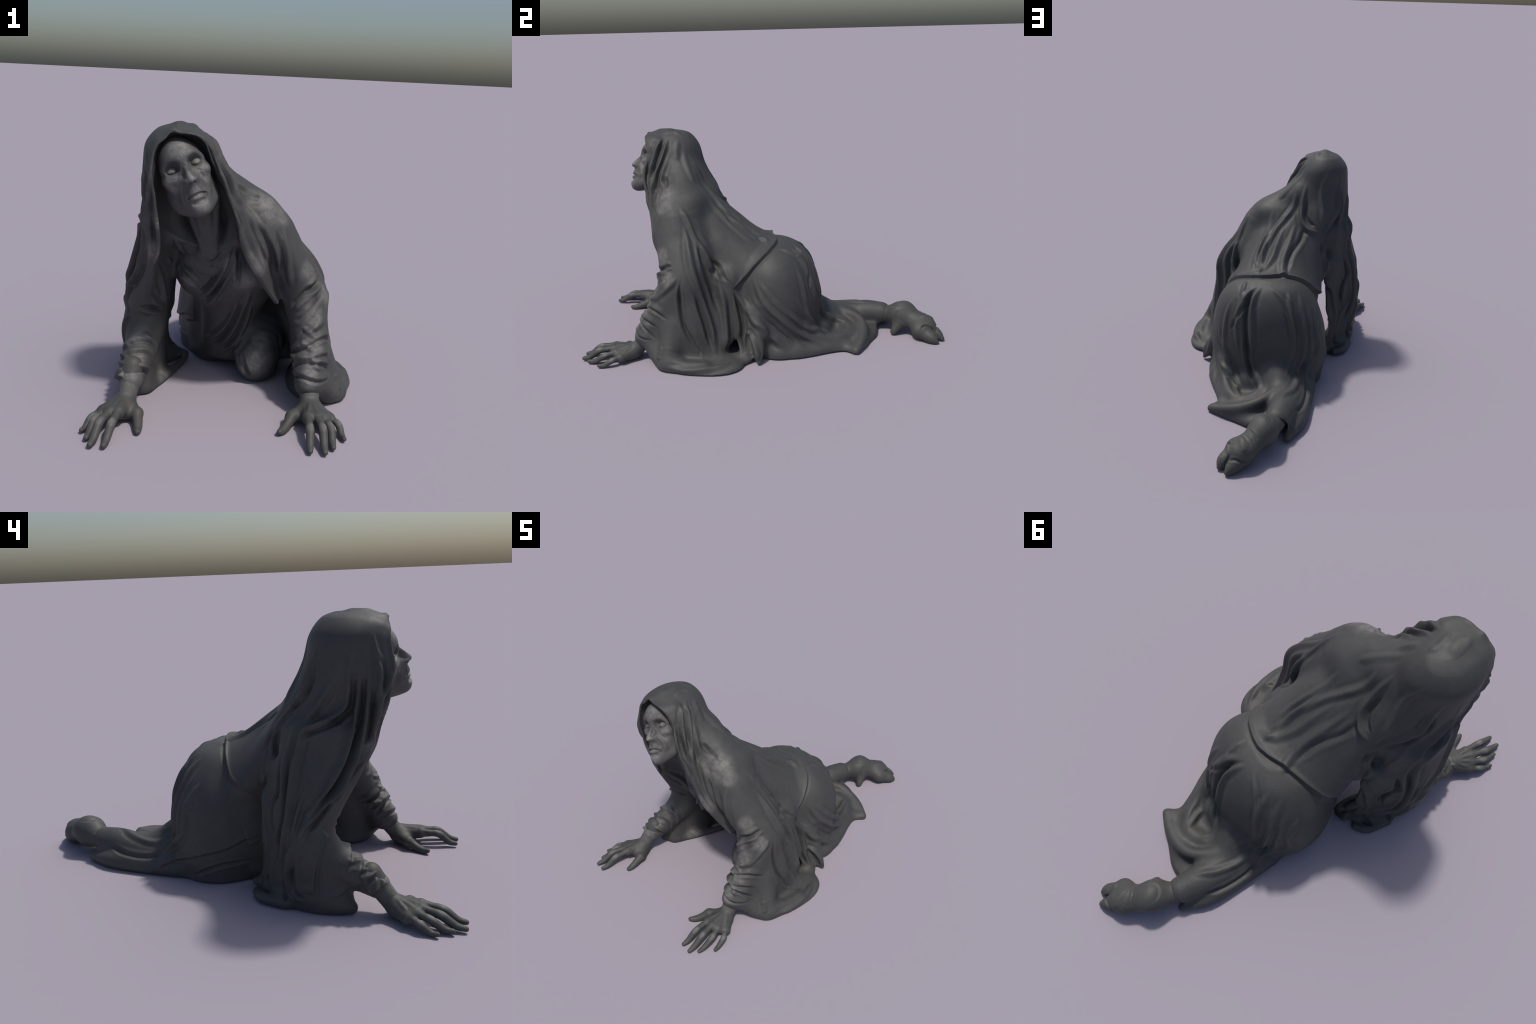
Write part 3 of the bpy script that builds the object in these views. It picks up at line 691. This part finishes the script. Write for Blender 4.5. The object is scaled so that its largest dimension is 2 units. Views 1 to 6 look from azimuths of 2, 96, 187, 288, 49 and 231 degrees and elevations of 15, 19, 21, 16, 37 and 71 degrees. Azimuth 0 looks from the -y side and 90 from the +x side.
    crease(0.0156, .009, [(-0.389, -0.326, 0.626), (-0.414, -0.322, 0.551), (-0.432, -0.318, 0.465), (-0.440, -0.307, 0.378), (-0.433, -0.287, 0.303), (-0.415, -0.270, 0.219), (-0.401, -0.259, 0.165)])
    ridge(0.0144, .010, [(-0.429, -0.429, 0.585), (-0.450, -0.396, 0.489), (-0.459, -0.372, 0.411), (-0.465, -0.348, 0.321), (-0.459, -0.327, 0.222), (-0.432, -0.309, 0.135), (-0.431, -0.314, 0.067), (-0.445, -0.346, 0.036)])
    crease(0.0144, .009, [(-0.440, -0.414, 0.543), (-0.455, -0.390, 0.456), (-0.463, -0.364, 0.366), (-0.465, -0.339, 0.297), (-0.460, -0.324, 0.246)])
    crease(0.0120, .009, [(-0.398, -0.529, 0.501), (-0.428, -0.491, 0.450), (-0.453, -0.444, 0.393), (-0.468, -0.400, 0.339)])
    crease(0.0144, .010, [(-0.466, -0.354, 0.213), (-0.445, -0.335, 0.143), (-0.447, -0.349, 0.081), (-0.462, -0.393, 0.060)])
    crease(0.0120, .009, [(-0.432, -0.304, 0.143), (-0.425, -0.302, 0.081), (-0.451, -0.315, 0.033)])
    crease(0.0096, .009, [(-0.359, -0.217, 0.126), (-0.355, -0.207, 0.059), (-0.416, -0.229, 0.048)])
    hem(.014, .007, [(-0.464, -0.432, 0.075), (-0.458, -0.435, 0.162), (-0.464, -0.450, 0.240), (-0.453, -0.462, 0.291), (-0.425, -0.486, 0.324)])
    crease(0.0068, .008, [(-0.463, -0.465, 0.075), (-0.454, -0.522, 0.078), (-0.434, -0.582, 0.112), (-0.445, -0.623, 0.160), (-0.428, -0.642, 0.177)])
    hem(.012, .006, [(-0.435, -0.630, 0.099), (-0.438, -0.679, 0.123), (-0.413, -0.700, 0.145)])
    ridge(0.0130, .011, [(-0.138, -0.385, 1.008), (-0.123, -0.336, 0.912), (-0.117, -0.287, 0.829), (-0.132, -0.253, 0.783), (-0.174, -0.232, 0.753), (-0.225, -0.235, 0.741)])
    crease(0.0100, .010, [(-0.147, -0.333, 0.908), (-0.143, -0.292, 0.839), (-0.162, -0.261, 0.796), (-0.210, -0.246, 0.769)])
    ridge(0.0080, .011, [(-0.267, -0.396, 1.083), (-0.231, -0.361, 0.990), (-0.228, -0.336, 0.921), (-0.244, -0.298, 0.845), (-0.241, -0.251, 0.751)])
    ridge(0.0080, .010, [(-0.334, -0.432, 1.050), (-0.328, -0.396, 0.924), (-0.335, -0.366, 0.828), (-0.338, -0.313, 0.737), (-0.318, -0.261, 0.605)])
    ridge(0.0070, .010, [(-0.373, -0.498, 0.921), (-0.371, -0.447, 0.828), (-0.379, -0.397, 0.755)])
    ridge(0.0050, .012, [(-0.161, -0.576, 1.128), (-0.173, -0.534, 1.134), (-0.179, -0.499, 1.134), (-0.166, -0.454, 1.118)])
    ridge(0.0075, .007, [(-0.246, -0.550, 0.717), (-0.219, -0.504, 0.630), (-0.171, -0.513, 0.558), (-0.120, -0.524, 0.513)])
    ridge(0.0100, .006, [(-0.199, -0.543, 0.687), (-0.153, -0.540, 0.636), (-0.111, -0.547, 0.606), (-0.087, -0.551, 0.600), (-0.062, -0.555, 0.617), (-0.039, -0.560, 0.663)])
    ridge(0.0088, .006, [(-0.177, -0.535, 0.639), (-0.135, -0.545, 0.603), (-0.096, -0.544, 0.577), (-0.072, -0.554, 0.594)])
    crease(0.0075, .006, [(-0.186, -0.545, 0.667), (-0.144, -0.542, 0.621), (-0.099, -0.547, 0.591), (-0.078, -0.553, 0.603)])
    ridge(0.0088, .008, [(-0.237, -0.546, 0.681), (-0.222, -0.474, 0.576), (-0.179, -0.507, 0.531), (-0.138, -0.517, 0.495)])
    ridge(0.0088, .008, [(-0.272, -0.514, 0.612), (-0.236, -0.461, 0.531), (-0.189, -0.498, 0.492), (-0.153, -0.503, 0.465)])
    crease(0.0075, .007, [(-0.258, -0.505, 0.636), (-0.221, -0.476, 0.552), (-0.171, -0.509, 0.510)])
    ridge(0.0137, .009, [(-0.138, -0.486, 0.433), (-0.114, -0.501, 0.448), (-0.078, -0.522, 0.486), (-0.046, -0.538, 0.543), (-0.025, -0.551, 0.609), (-0.010, -0.561, 0.666)])
    crease(0.0125, .008, [(-0.141, -0.500, 0.453), (-0.124, -0.509, 0.465), (-0.090, -0.527, 0.507), (-0.060, -0.548, 0.569)])
    ridge(0.0137, .009, [(-0.131, -0.442, 0.396), (-0.096, -0.472, 0.411), (-0.054, -0.515, 0.469), (-0.021, -0.541, 0.537), (-0.003, -0.540, 0.606)])
    crease(0.0125, .008, [(-0.138, -0.468, 0.414), (-0.105, -0.484, 0.425), (-0.066, -0.519, 0.478), (-0.030, -0.540, 0.546)])
    hem(.014, .007, [(-0.145, -0.390, 0.377), (-0.109, -0.406, 0.366), (-0.075, -0.435, 0.378), (-0.036, -0.495, 0.438)])
    ridge(0.0112, .010, [(0.012, -0.550, 0.657), (0.006, -0.541, 0.570), (0.006, -0.541, 0.510)])
    crease(0.0112, .009, [(0.023, -0.524, 0.633), (0.021, -0.544, 0.555), (0.021, -0.531, 0.484)])
    ridge(0.0112, .011, [(-0.102, -0.279, 0.112), (-0.036, -0.329, 0.177), (0.015, -0.371, 0.283), (0.051, -0.450, 0.397), (0.075, -0.521, 0.483)])
    ridge(0.0125, .011, [(-0.063, -0.284, 0.087), (0.003, -0.329, 0.168), (0.047, -0.351, 0.267), (0.083, -0.413, 0.377)])
    ridge(0.0112, .011, [(-0.153, -0.231, 0.138), (-0.081, -0.327, 0.201), (-0.018, -0.380, 0.293), (0.024, -0.469, 0.410)])
    crease(0.0112, .010, [(-0.120, -0.273, 0.132), (-0.055, -0.332, 0.191), (-0.000, -0.379, 0.294), (0.042, -0.466, 0.411)])
    crease(0.0112, .010, [(-0.083, -0.286, 0.107), (-0.012, -0.328, 0.173), (0.036, -0.360, 0.276), (0.069, -0.424, 0.380)])
    ridge(0.0100, .010, [(-0.016, -0.284, 0.071), (0.022, -0.347, 0.155), (0.057, -0.336, 0.222)])
    hem(.009, .006, [(-0.249, -0.099, 0.171), (-0.191, -0.170, 0.198)])
    ridge(0.0112, .010, [(0.008, -0.331, 0.147), (0.022, -0.365, 0.096), (0.066, -0.393, 0.036)])
    crease(0.0125, .009, [(0.037, -0.368, 0.154), (0.053, -0.394, 0.093), (0.090, -0.395, 0.027)])
    crease(0.0100, .012, [(0.191, -0.297, 0.221), (0.213, -0.315, 0.135), (0.200, -0.342, 0.063)])
    ridge(0.0112, .011, [(-0.294, -0.591, 0.597), (-0.296, -0.490, 0.491), (-0.291, -0.444, 0.414), (-0.288, -0.406, 0.349)])
    crease(0.0125, .010, [(-0.394, -0.508, 0.374), (-0.344, -0.491, 0.361), (-0.291, -0.414, 0.342)])
    hem(.015, .007, [(0.275, -0.140, 0.375), (0.265, -0.110, 0.400), (0.240, -0.030, 0.475), (0.195, 0.035, 0.540), (0.130, 0.072, 0.585), (0.070, 0.085, 0.600), (0.000, 0.075, 0.610), (-0.063, 0.054, 0.606), (-0.140, 0.030, 0.570), (-0.205, 0.000, 0.520), (-0.244, -0.028, 0.473), (-0.262, -0.085, 0.430), (-0.260, -0.140, 0.390)])
    ridge(0.0120, .011, [(-0.336, -0.434, 1.049), (-0.328, -0.408, 0.978), (-0.329, -0.394, 0.915), (-0.328, -0.368, 0.855), (-0.303, -0.319, 0.789), (-0.264, -0.264, 0.723), (-0.259, -0.230, 0.665), (-0.291, -0.214, 0.557), (-0.262, -0.186, 0.477), (-0.321, -0.197, 0.411), (-0.338, -0.202, 0.330), (-0.352, -0.212, 0.237), (-0.337, -0.192, 0.138), (-0.313, -0.167, 0.063)])
    ridge(0.0108, .012, [(-0.363, -0.495, 1.038), (-0.370, -0.492, 0.957), (-0.372, -0.474, 0.879), (-0.370, -0.435, 0.816), (-0.379, -0.384, 0.750), (-0.385, -0.338, 0.696), (-0.390, -0.303, 0.589), (-0.415, -0.305, 0.506), (-0.429, -0.299, 0.417), (-0.431, -0.287, 0.333), (-0.385, -0.249, 0.243), (-0.364, -0.224, 0.144), (-0.350, -0.197, 0.052)])
    ridge(0.0168, .012, [(-0.350, -0.561, 1.076), (-0.365, -0.555, 0.999), (-0.365, -0.546, 0.915), (-0.355, -0.540, 0.844), (-0.354, -0.525, 0.798), (-0.369, -0.489, 0.768), (-0.396, -0.441, 0.741), (-0.402, -0.379, 0.711), (-0.407, -0.351, 0.606), (-0.427, -0.341, 0.535), (-0.440, -0.328, 0.447), (-0.449, -0.317, 0.357), (-0.449, -0.305, 0.285), (-0.431, -0.292, 0.180), (-0.418, -0.285, 0.072)])
    ridge(0.0144, .010, [(-0.353, -0.586, 1.051), (-0.354, -0.583, 0.921), (-0.348, -0.576, 0.831), (-0.349, -0.570, 0.759), (-0.375, -0.555, 0.693), (-0.398, -0.535, 0.615), (-0.430, -0.492, 0.531), (-0.447, -0.456, 0.468), (-0.458, -0.414, 0.417), (-0.467, -0.381, 0.348), (-0.470, -0.357, 0.288)])
    ridge(0.0144, .010, [(-0.345, -0.621, 1.005), (-0.348, -0.618, 0.921), (-0.348, -0.615, 0.855), (-0.346, -0.609, 0.765), (-0.350, -0.596, 0.699), (-0.361, -0.580, 0.633), (-0.379, -0.553, 0.555), (-0.405, -0.523, 0.504), (-0.439, -0.473, 0.453), (-0.456, -0.432, 0.402), (-0.467, -0.390, 0.348), (-0.472, -0.363, 0.276), (-0.464, -0.345, 0.213)])
    crease(0.0156, .009, [(-0.351, -0.603, 0.963), (-0.348, -0.600, 0.876), (-0.348, -0.594, 0.810), (-0.353, -0.580, 0.730), (-0.373, -0.565, 0.654), (-0.409, -0.523, 0.540), (-0.434, -0.486, 0.489), (-0.450, -0.447, 0.439), (-0.463, -0.408, 0.375)])
    ridge(.009, .013, [(0.270, -0.014, 0.440), (0.312, 0.063, 0.336), (0.293, 0.166, 0.231), (0.233, 0.293, 0.116)])
    ridge(.008, .012, [(0.115, 0.290, 0.349), (0.099, 0.310, 0.234), (0.027, 0.363, 0.132), (0.021, 0.474, 0.093)])
    ridge(.008, .012, [(0.184, 0.181, 0.500), (0.219, 0.229, 0.384), (0.218, 0.254, 0.228), (0.179, 0.307, 0.113)])
    ridge(.008, .012, [(-0.205, 0.129, 0.484), (-0.237, 0.207, 0.345), (-0.241, 0.237, 0.180), (-0.214, 0.330, 0.112)])
    ridge(.008, .012, [(-0.102, 0.150, 0.546), (-0.129, 0.228, 0.457), (-0.162, 0.278, 0.295)])
    ridge(.007, .012, [(-0.153, 0.111, 0.538), (-0.185, 0.187, 0.457), (-0.203, 0.263, 0.228), (-0.208, 0.375, 0.112)])
    # pushed-up sleeves: slack rings of cloth round each forearm, ending in a cuff
    gather(tailor, [(0.315, -0.47, 0.36), (0.325, -0.50, 0.295), (0.33, -0.55, 0.205), (0.325, -0.597, 0.137)], 0.074, 1)
    gather(tailor, [(-0.375, -0.46, 0.235), (-0.38, -0.505, 0.20), (-0.385, -0.59, 0.155), (-0.388, -0.66, 0.118)], 0.070, 2)
    V = V + tailor.N * (tailor.move - 0.0035)[:, None]      # cloth drawn in a little between the folds
    V = relax(V, F, 2)
    V[:, 2] = np.maximum(V[:, 2], 0.0005)
    return V, F


def wrinkle_face(V, F):
    w = Tailor(V, F, 0.002)
    fp = face_point
    for k in range(4):                                   # worried forehead
        z = 0.046 + 0.0085 * k
        bow = 0.004 * np.sin(k * 2.1)
        w.crease(0.0013, 0.0022, [fp(-0.040 + 0.004 * k, 0.01, z - 0.006), fp(-0.018, 0.025, z + bow), fp(0.004, 0.03, z + 0.002), fp(0.024, 0.022, z - bow), fp(0.040 - 0.003 * k, 0.01, z - 0.004)])
    for m in (-1, 1):
        w.crease(0.0008, 0.0030, [fp(m * 0.006, 0.03, 0.040), fp(m * 0.005, 0.032, 0.024)])                                            # frown
        w.crease(0.0028, 0.0045, [fp(m * 0.027, 0.028, -0.058), fp(m * 0.038, 0.014, -0.080), fp(m * 0.046, 0.002, -0.108), fp(m * 0.046, -0.004, -0.132)])
        w.crease(0.0016, 0.0042, [fp(m * 0.034, 0.008, -0.034), fp(m * 0.048, 0.002, -0.050), fp(m * 0.058, -0.008, -0.070), fp(m * 0.060, -0.016, -0.100)])
        w.crease(0.0014, 0.0040, [fp(m * 0.066, -0.008, -0.050), fp(m * 0.068, -0.016, -0.080), fp(m * 0.062, -0.026, -0.115)])
        w.crease(0.0014, 0.0035, [fp(m * 0.024, 0.010, -0.016), fp(m * 0.038, 0.008, -0.032), fp(m * 0.056, 0.000, -0.036)])           # tear trough
        for k in range(3):                               # crow's feet
            w.crease(0.0010, 0.0022, [fp(m * 0.073, -0.016, 0.004 - 0.008 * k), fp(m * 0.082, -0.03, 0.008 - 0.013 * k)])
    w.crease(0.0015, 0.003, [fp(0, 0.022, -0.084), fp(0, 0.024, -0.102)])
    return V + w.N * w.move[:, None], F


def detail_hand(V, F):
    """Knuckle creases, tendons between wrist and knuckles, finger nails."""
    w = Tailor(V, F, 0.003)
    left = V[:, 0].mean() > 0
    h = LEFT_HAND if left else RIGHT_HAND
    wr = np.array(h["wrist"])
    for k, m, t in (map(np.array, f) for f in h["fingers"]):
        across = unit(np.cross(t - k, (0, 0, 1))) * 0.011
        along = unit(m - k)
        for o in (-0.006, 0.0, 0.006):                   # wrinkled middle joint
            w.crease(0.0010, 0.0016, [m + along * o - across, m + along * o + (0, 0, 0.003), m + along * o + across])
        w.ridge(0.0022, 0.006, [wr * 0.75 + k * 0.25, (wr + k) / 2, k])
        tip = t + unit(m - t) * 0.018 + (0, 0, 0.008)
        w.crease(0.0012, 0.0018, [tip - across * 0.7, tip + unit(m - t) * 0.006, tip + across * 0.7])
    V = V + w.N * w.move[:, None]
    V[:, 2] = np.maximum(V[:, 2], 0.0005)
    return V, F


def wrinkle_foot(V, F):
    w = Tailor(V, F, 0.003)
    w.crease(0.007, 0.006, [(0.070, 0.965, 0.010), (0.062, 0.952, 0.035), (0.052, 0.925, 0.070), (0.060, 0.885, 0.085), (0.082, 0.865, 0.070)])
    w.crease(0.006, 0.006, [(0.060, 0.955, 0.035), (0.030, 0.955, 0.058), (-0.005, 0.955, 0.058), (-0.035, 0.945, 0.045)])
    for k in range(3):
        o = np.array((0.012, 0.020, -0.006)) * k
        w.crease(0.0030, 0.005, [o + (-0.012, 0.822, 0.130), o + (-0.035, 0.850, 0.130), o + (-0.062, 0.878, 0.115)])
    w.ridge(0.004, 0.012, [(0.01, 0.86, 0.11), (0.0, 0.90, 0.10), (-0.01, 0.935, 0.085)])
    V = V + w.N * w.move[:, None]
    V[:, 2] = np.maximum(V[:, 2], 0.0005)
    return V, F


# ---- paler patches of the surface colour: (centre, radius)
PALE_CLOTH = [((0.114, -0.516, 0.828), 0.11), ((0.094, -0.598, 0.610), 0.08), ((0.304, -0.499, 0.570), 0.06), ((0.300, -0.534, 0.447), 0.06), ((0.333, -0.553, 0.391), 0.07),
              ((0.331, -0.603, 0.294), 0.08), ((0.330, -0.633, 0.229), 0.06), ((0.330, -0.646, 0.193), 0.05), ((0.332, -0.657, 0.156), 0.05), ((0.108, -0.390, 0.117), 0.09),
              ((0.123, -0.363, 0.197), 0.06), ((-0.378, -0.706, 0.148), 0.08), ((-0.365, -0.638, 0.205), 0.06), ((-0.381, -0.553, 0.270), 0.07), ((-0.293, -0.438, 0.033), 0.07),
              ((0.047, -0.554, 0.519), 0.07), ((-0.008, -0.561, 0.594), 0.05), ((-0.194, -0.520, 0.499), 0.06), ((-0.230, -0.566, 0.670), 0.04), ((-0.291, -0.669, 0.783), 0.05),
              ((0.179, -0.503, 0.794), 0.06), ((0.381, -0.466, 0.471), 0.06), ((-0.309, -0.631, 0.645), 0.06)]
PALE_SKIN = [((0.333, -0.640, 0.10), 0.055), ((-0.392, -0.70, 0.10), 0.055)] + [(f[1], 0.030) for h in (LEFT_HAND, RIGHT_HAND) for f in h["fingers"]]
PALE_FACE = [(tuple(face_point(*c)), r) for c, r in (((0.005, 0.03, 0.065), 0.055), ((0.0, 0.055, -0.055), 0.035), ((0.062, -0.005, -0.045), 0.05), ((-0.062, -0.005, -0.045), 0.05),
                                                   ((0.0, 0.02, -0.16), 0.045), ((0.0, 0.03, -0.125), 0.03), ((0.03, 0.02, 0.04), 0.03), ((0.05, 0.0, 0.0), 0.02), ((-0.05, 0.0, 0.0), 0.02))]

# ================================================================== BLENDER
import bpy

CLOTH_GRID, SKIN_GRID, FACE_GRID = 0.006, 0.003, 0.0018


def bronze(name, base, pale_tone, patches, grain):
    """Dark patinated bronze; patches = (centre, radius) of paler areas."""
    m = bpy.data.materials.new(name)
    m.use_nodes = True
    nt = m.node_tree
    N, L = nt.nodes, nt.links
    N.clear()
    out = N.new("ShaderNodeOutputMaterial")
    bs = N.new("ShaderNodeBsdfPrincipled")
    L.new(bs.outputs[0], out.inputs[0])
    co = N.new("ShaderNodeTexCoord")

    def noise(scale, detail=4, rough=0.6, stretch=None):
        n = N.new("ShaderNodeTexNoise")
        n.inputs["Scale"].default_value, n.inputs["Detail"].default_value, n.inputs["Roughness"].default_value = scale, detail, rough
        if stretch:
            mp = N.new("ShaderNodeMapping")
            mp.inputs["Scale"].default_value = stretch
            L.new(co.outputs["Object"], mp.inputs[0])
            L.new(mp.outputs[0], n.inputs["Vector"])
        else:
            L.new(co.outputs["Object"], n.inputs["Vector"])
        return n.outputs["Fac"]

    def math(op, a, b=None, clamp=False):
        n = N.new("ShaderNodeMath")
        n.operation, n.use_clamp = op, clamp
        for i, v in enumerate((a, b)):
            if v is None:
                continue
            if isinstance(v, (int, float)):
                n.inputs[i].default_value = v
            else:
                L.new(v, n.inputs[i])
        return n.outputs[0]

    def ramp(v, lo, hi):
        n = N.new("ShaderNodeMapRange")
        n.interpolation_type = "SMOOTHSTEP"
        L.new(v, n.inputs["Value"])
        n.inputs["From Min"].default_value, n.inputs["From Max"].default_value = lo, hi
        return n.outputs["Result"]

    pale_mask = None
    for c, r in patches:
        d = N.new("ShaderNodeVectorMath")
        d.operation = "DISTANCE"
        L.new(co.outputs["Object"], d.inputs[0])
        d.inputs[1].default_value = c
        w = ramp(d.outputs["Value"], r, r * 0.25)
        pale_mask = w if pale_mask is None else math("MAXIMUM", pale_mask, w)
    blotch = ramp(noise(30, 6, 0.75), 0.28, 0.78)
    fine = noise(210, 3, 0.75)
    if pale_mask is None:
        fac = math("MULTIPLY", blotch, 0.12)
    else:
        fac = math("ADD", math("MULTIPLY", pale_mask, math("ADD", math("MULTIPLY", blotch, 0.75), 0.25)), math("MULTIPLY", blotch, 0.10), True)
    fac = math("MULTIPLY", fac, math("ADD", math("MULTIPLY", fine, 0.9), 0.55), True)
    mix = N.new("ShaderNodeMix")
    mix.data_type = "RGBA"
    L.new(fac, mix.inputs["Factor"])
    mix.inputs["A"].default_value, mix.inputs["B"].default_value = (*base, 1), (*pale_tone, 1)
    # slight cloudiness of the patina
    cloud = N.new("ShaderNodeMix")
    cloud.data_type, cloud.blend_type = "RGBA", "MULTIPLY"
    cloud.inputs["Factor"].default_value = 1
    L.new(mix.outputs["Result"], cloud.inputs["A"])
    cr = N.new("ShaderNodeCombineColor")
    g = math("ADD", math("MULTIPLY", noise(9, 4, 0.6), 0.35), 0.825)
    g = math("MULTIPLY", g, math("ADD", math("MULTIPLY", fine, grain), 1 - grain / 2))
    for i in range(3):
        L.new(g, cr.inputs[i])
    L.new(cr.outputs[0], cloud.inputs["B"])
    L.new(cloud.outputs["Result"], bs.inputs["Base Color"])
    L.new(math("ADD", math("MULTIPLY", noise(40, 4), 0.16), 0.52), bs.inputs["Roughness"])
    bs.inputs["Metallic"].default_value = 0.0
    bs.inputs["Specular IOR Level"].default_value = 0.42
    bp = N.new("ShaderNodeBump")
    bp.inputs["Strength"].default_value, bp.inputs["Distance"].default_value = 0.35, 0.0012
    L.new(noise(240, 3, 0.7), bp.inputs["Height"])
    L.new(bp.outputs[0], bs.inputs["Normal"])
    return m


def mesh_object(name, V, F, N, material, parent):
    me = bpy.data.meshes.new(name)
    me.vertices.add(len(V))
    me.vertices.foreach_set("co", V.astype(np.float32).ravel())
    me.loops.add(F.size)
    me.loops.foreach_set("vertex_index", F.astype(np.int32).ravel())
    me.polygons.add(len(F))
    me.polygons.foreach_set("loop_start", np.arange(0, F.size, 4, dtype=np.int32))
    me.update(calc_edges=True)
    me.validate()
    me.polygons.foreach_set("use_smooth", np.ones(len(me.polygons), bool))
    me.normals_split_custom_set_from_vertices(N.astype(np.float32).tolist())
    me.materials.append(material)
    ob = bpy.data.objects.new(name, me)
    bpy.context.scene.collection.objects.link(ob)
    ob.parent = parent
    return ob


def region_objects(V, F, label, names, material, parent):
    """Split one smooth surface into named parts whose border vertices coincide."""
    N = normals(V, F)
    L = np.sort(label[F], 1)
    f = np.where(L[:, 1] == L[:, 2], L[:, 1], np.where(L[:, 0] == L[:, 1], L[:, 0], L[:, 2]))
    made = []
    for i, nm in enumerate(names):
        G = F[f == i]
        if len(G) == 0:
            made.append(None)
            continue
        used, G = np.unique(G, return_inverse=True)
        made.append(mesh_object(nm, V[used], G.reshape(-1, 4), N[used], material if not isinstance(material, dict) else material[nm], parent))
    return made


def build():
    root = bpy.data.objects.new("mourning_woman_statue", None)
    bpy.context.scene.collection.objects.link(root)
    root["label"] = "dark bronze statue of a hooded old woman crawling on hands and knees"
    root["category"] = "statue"

    cloth = bronze("patinated_bronze_cloth", (0.050, 0.050, 0.049), (0.165, 0.160, 0.152), PALE_CLOTH, 0.5)
    skin = bronze("patinated_bronze_skin", (0.058, 0.058, 0.055), (0.15, 0.147, 0.138), PALE_SKIN, 0.5)
    face = bronze("paler_bronze_face", (0.064, 0.063, 0.062), (0.21, 0.205, 0.196), PALE_FACE, 0.5)

    s = drapery()
    V, F = surface_net(*s.grid(CLOTH_GRID))
    V, F = dress(V, F)
    names, label = s.parts(V)
    pretty = {"sleeve_a": "sleeve", "sleeve_b": "sleeve"}
    region_objects(V, F, label, [pretty.get(n, n) for n in names], cloth, root)

    def simple(s, grid, name, material, parent, floor=True, rounds=2, shape=None):
        V, F = surface_net(*s.grid(grid, floor=floor))
        V = relax(V, F, rounds)
        if shape:
            V, F = shape(V, F)
        return mesh_object(name, V, F, normals(V, F), material, parent)
    skull = simple(head(), FACE_GRID, "head", face, root, floor=False, shape=wrinkle_face)
    for m in (-1, 1):
        simple(closed_eye(m), FACE_GRID, "eye", face, skull, floor=False)
    simple(neck(), SKIN_GRID, "neck", skin, root, floor=False)
    def limb(s, whole, rename, shape=None):
        """Whole limb as one smooth skin, its fingers or toes split off as sub-parts."""
        V, F = surface_net(*s.grid(SKIN_GRID))
        V = relax(V, F, 2)
        if shape:
            V, F = shape(V, F)
        names, label = s.parts(V)
        made = region_objects(V, F, label, [whole] + [rename(n) for n in names[1:]], skin, root)
        for child in made[1:]:
            if child is not None:
                child.parent = made[0]
    for spec in (LEFT_HAND, RIGHT_HAND):
        limb(hand(**spec), "hand", lambda n: n.split("_")[0], detail_hand)
    limb(foot(), "foot", lambda n: n.split("_")[0], wrinkle_foot)


build()
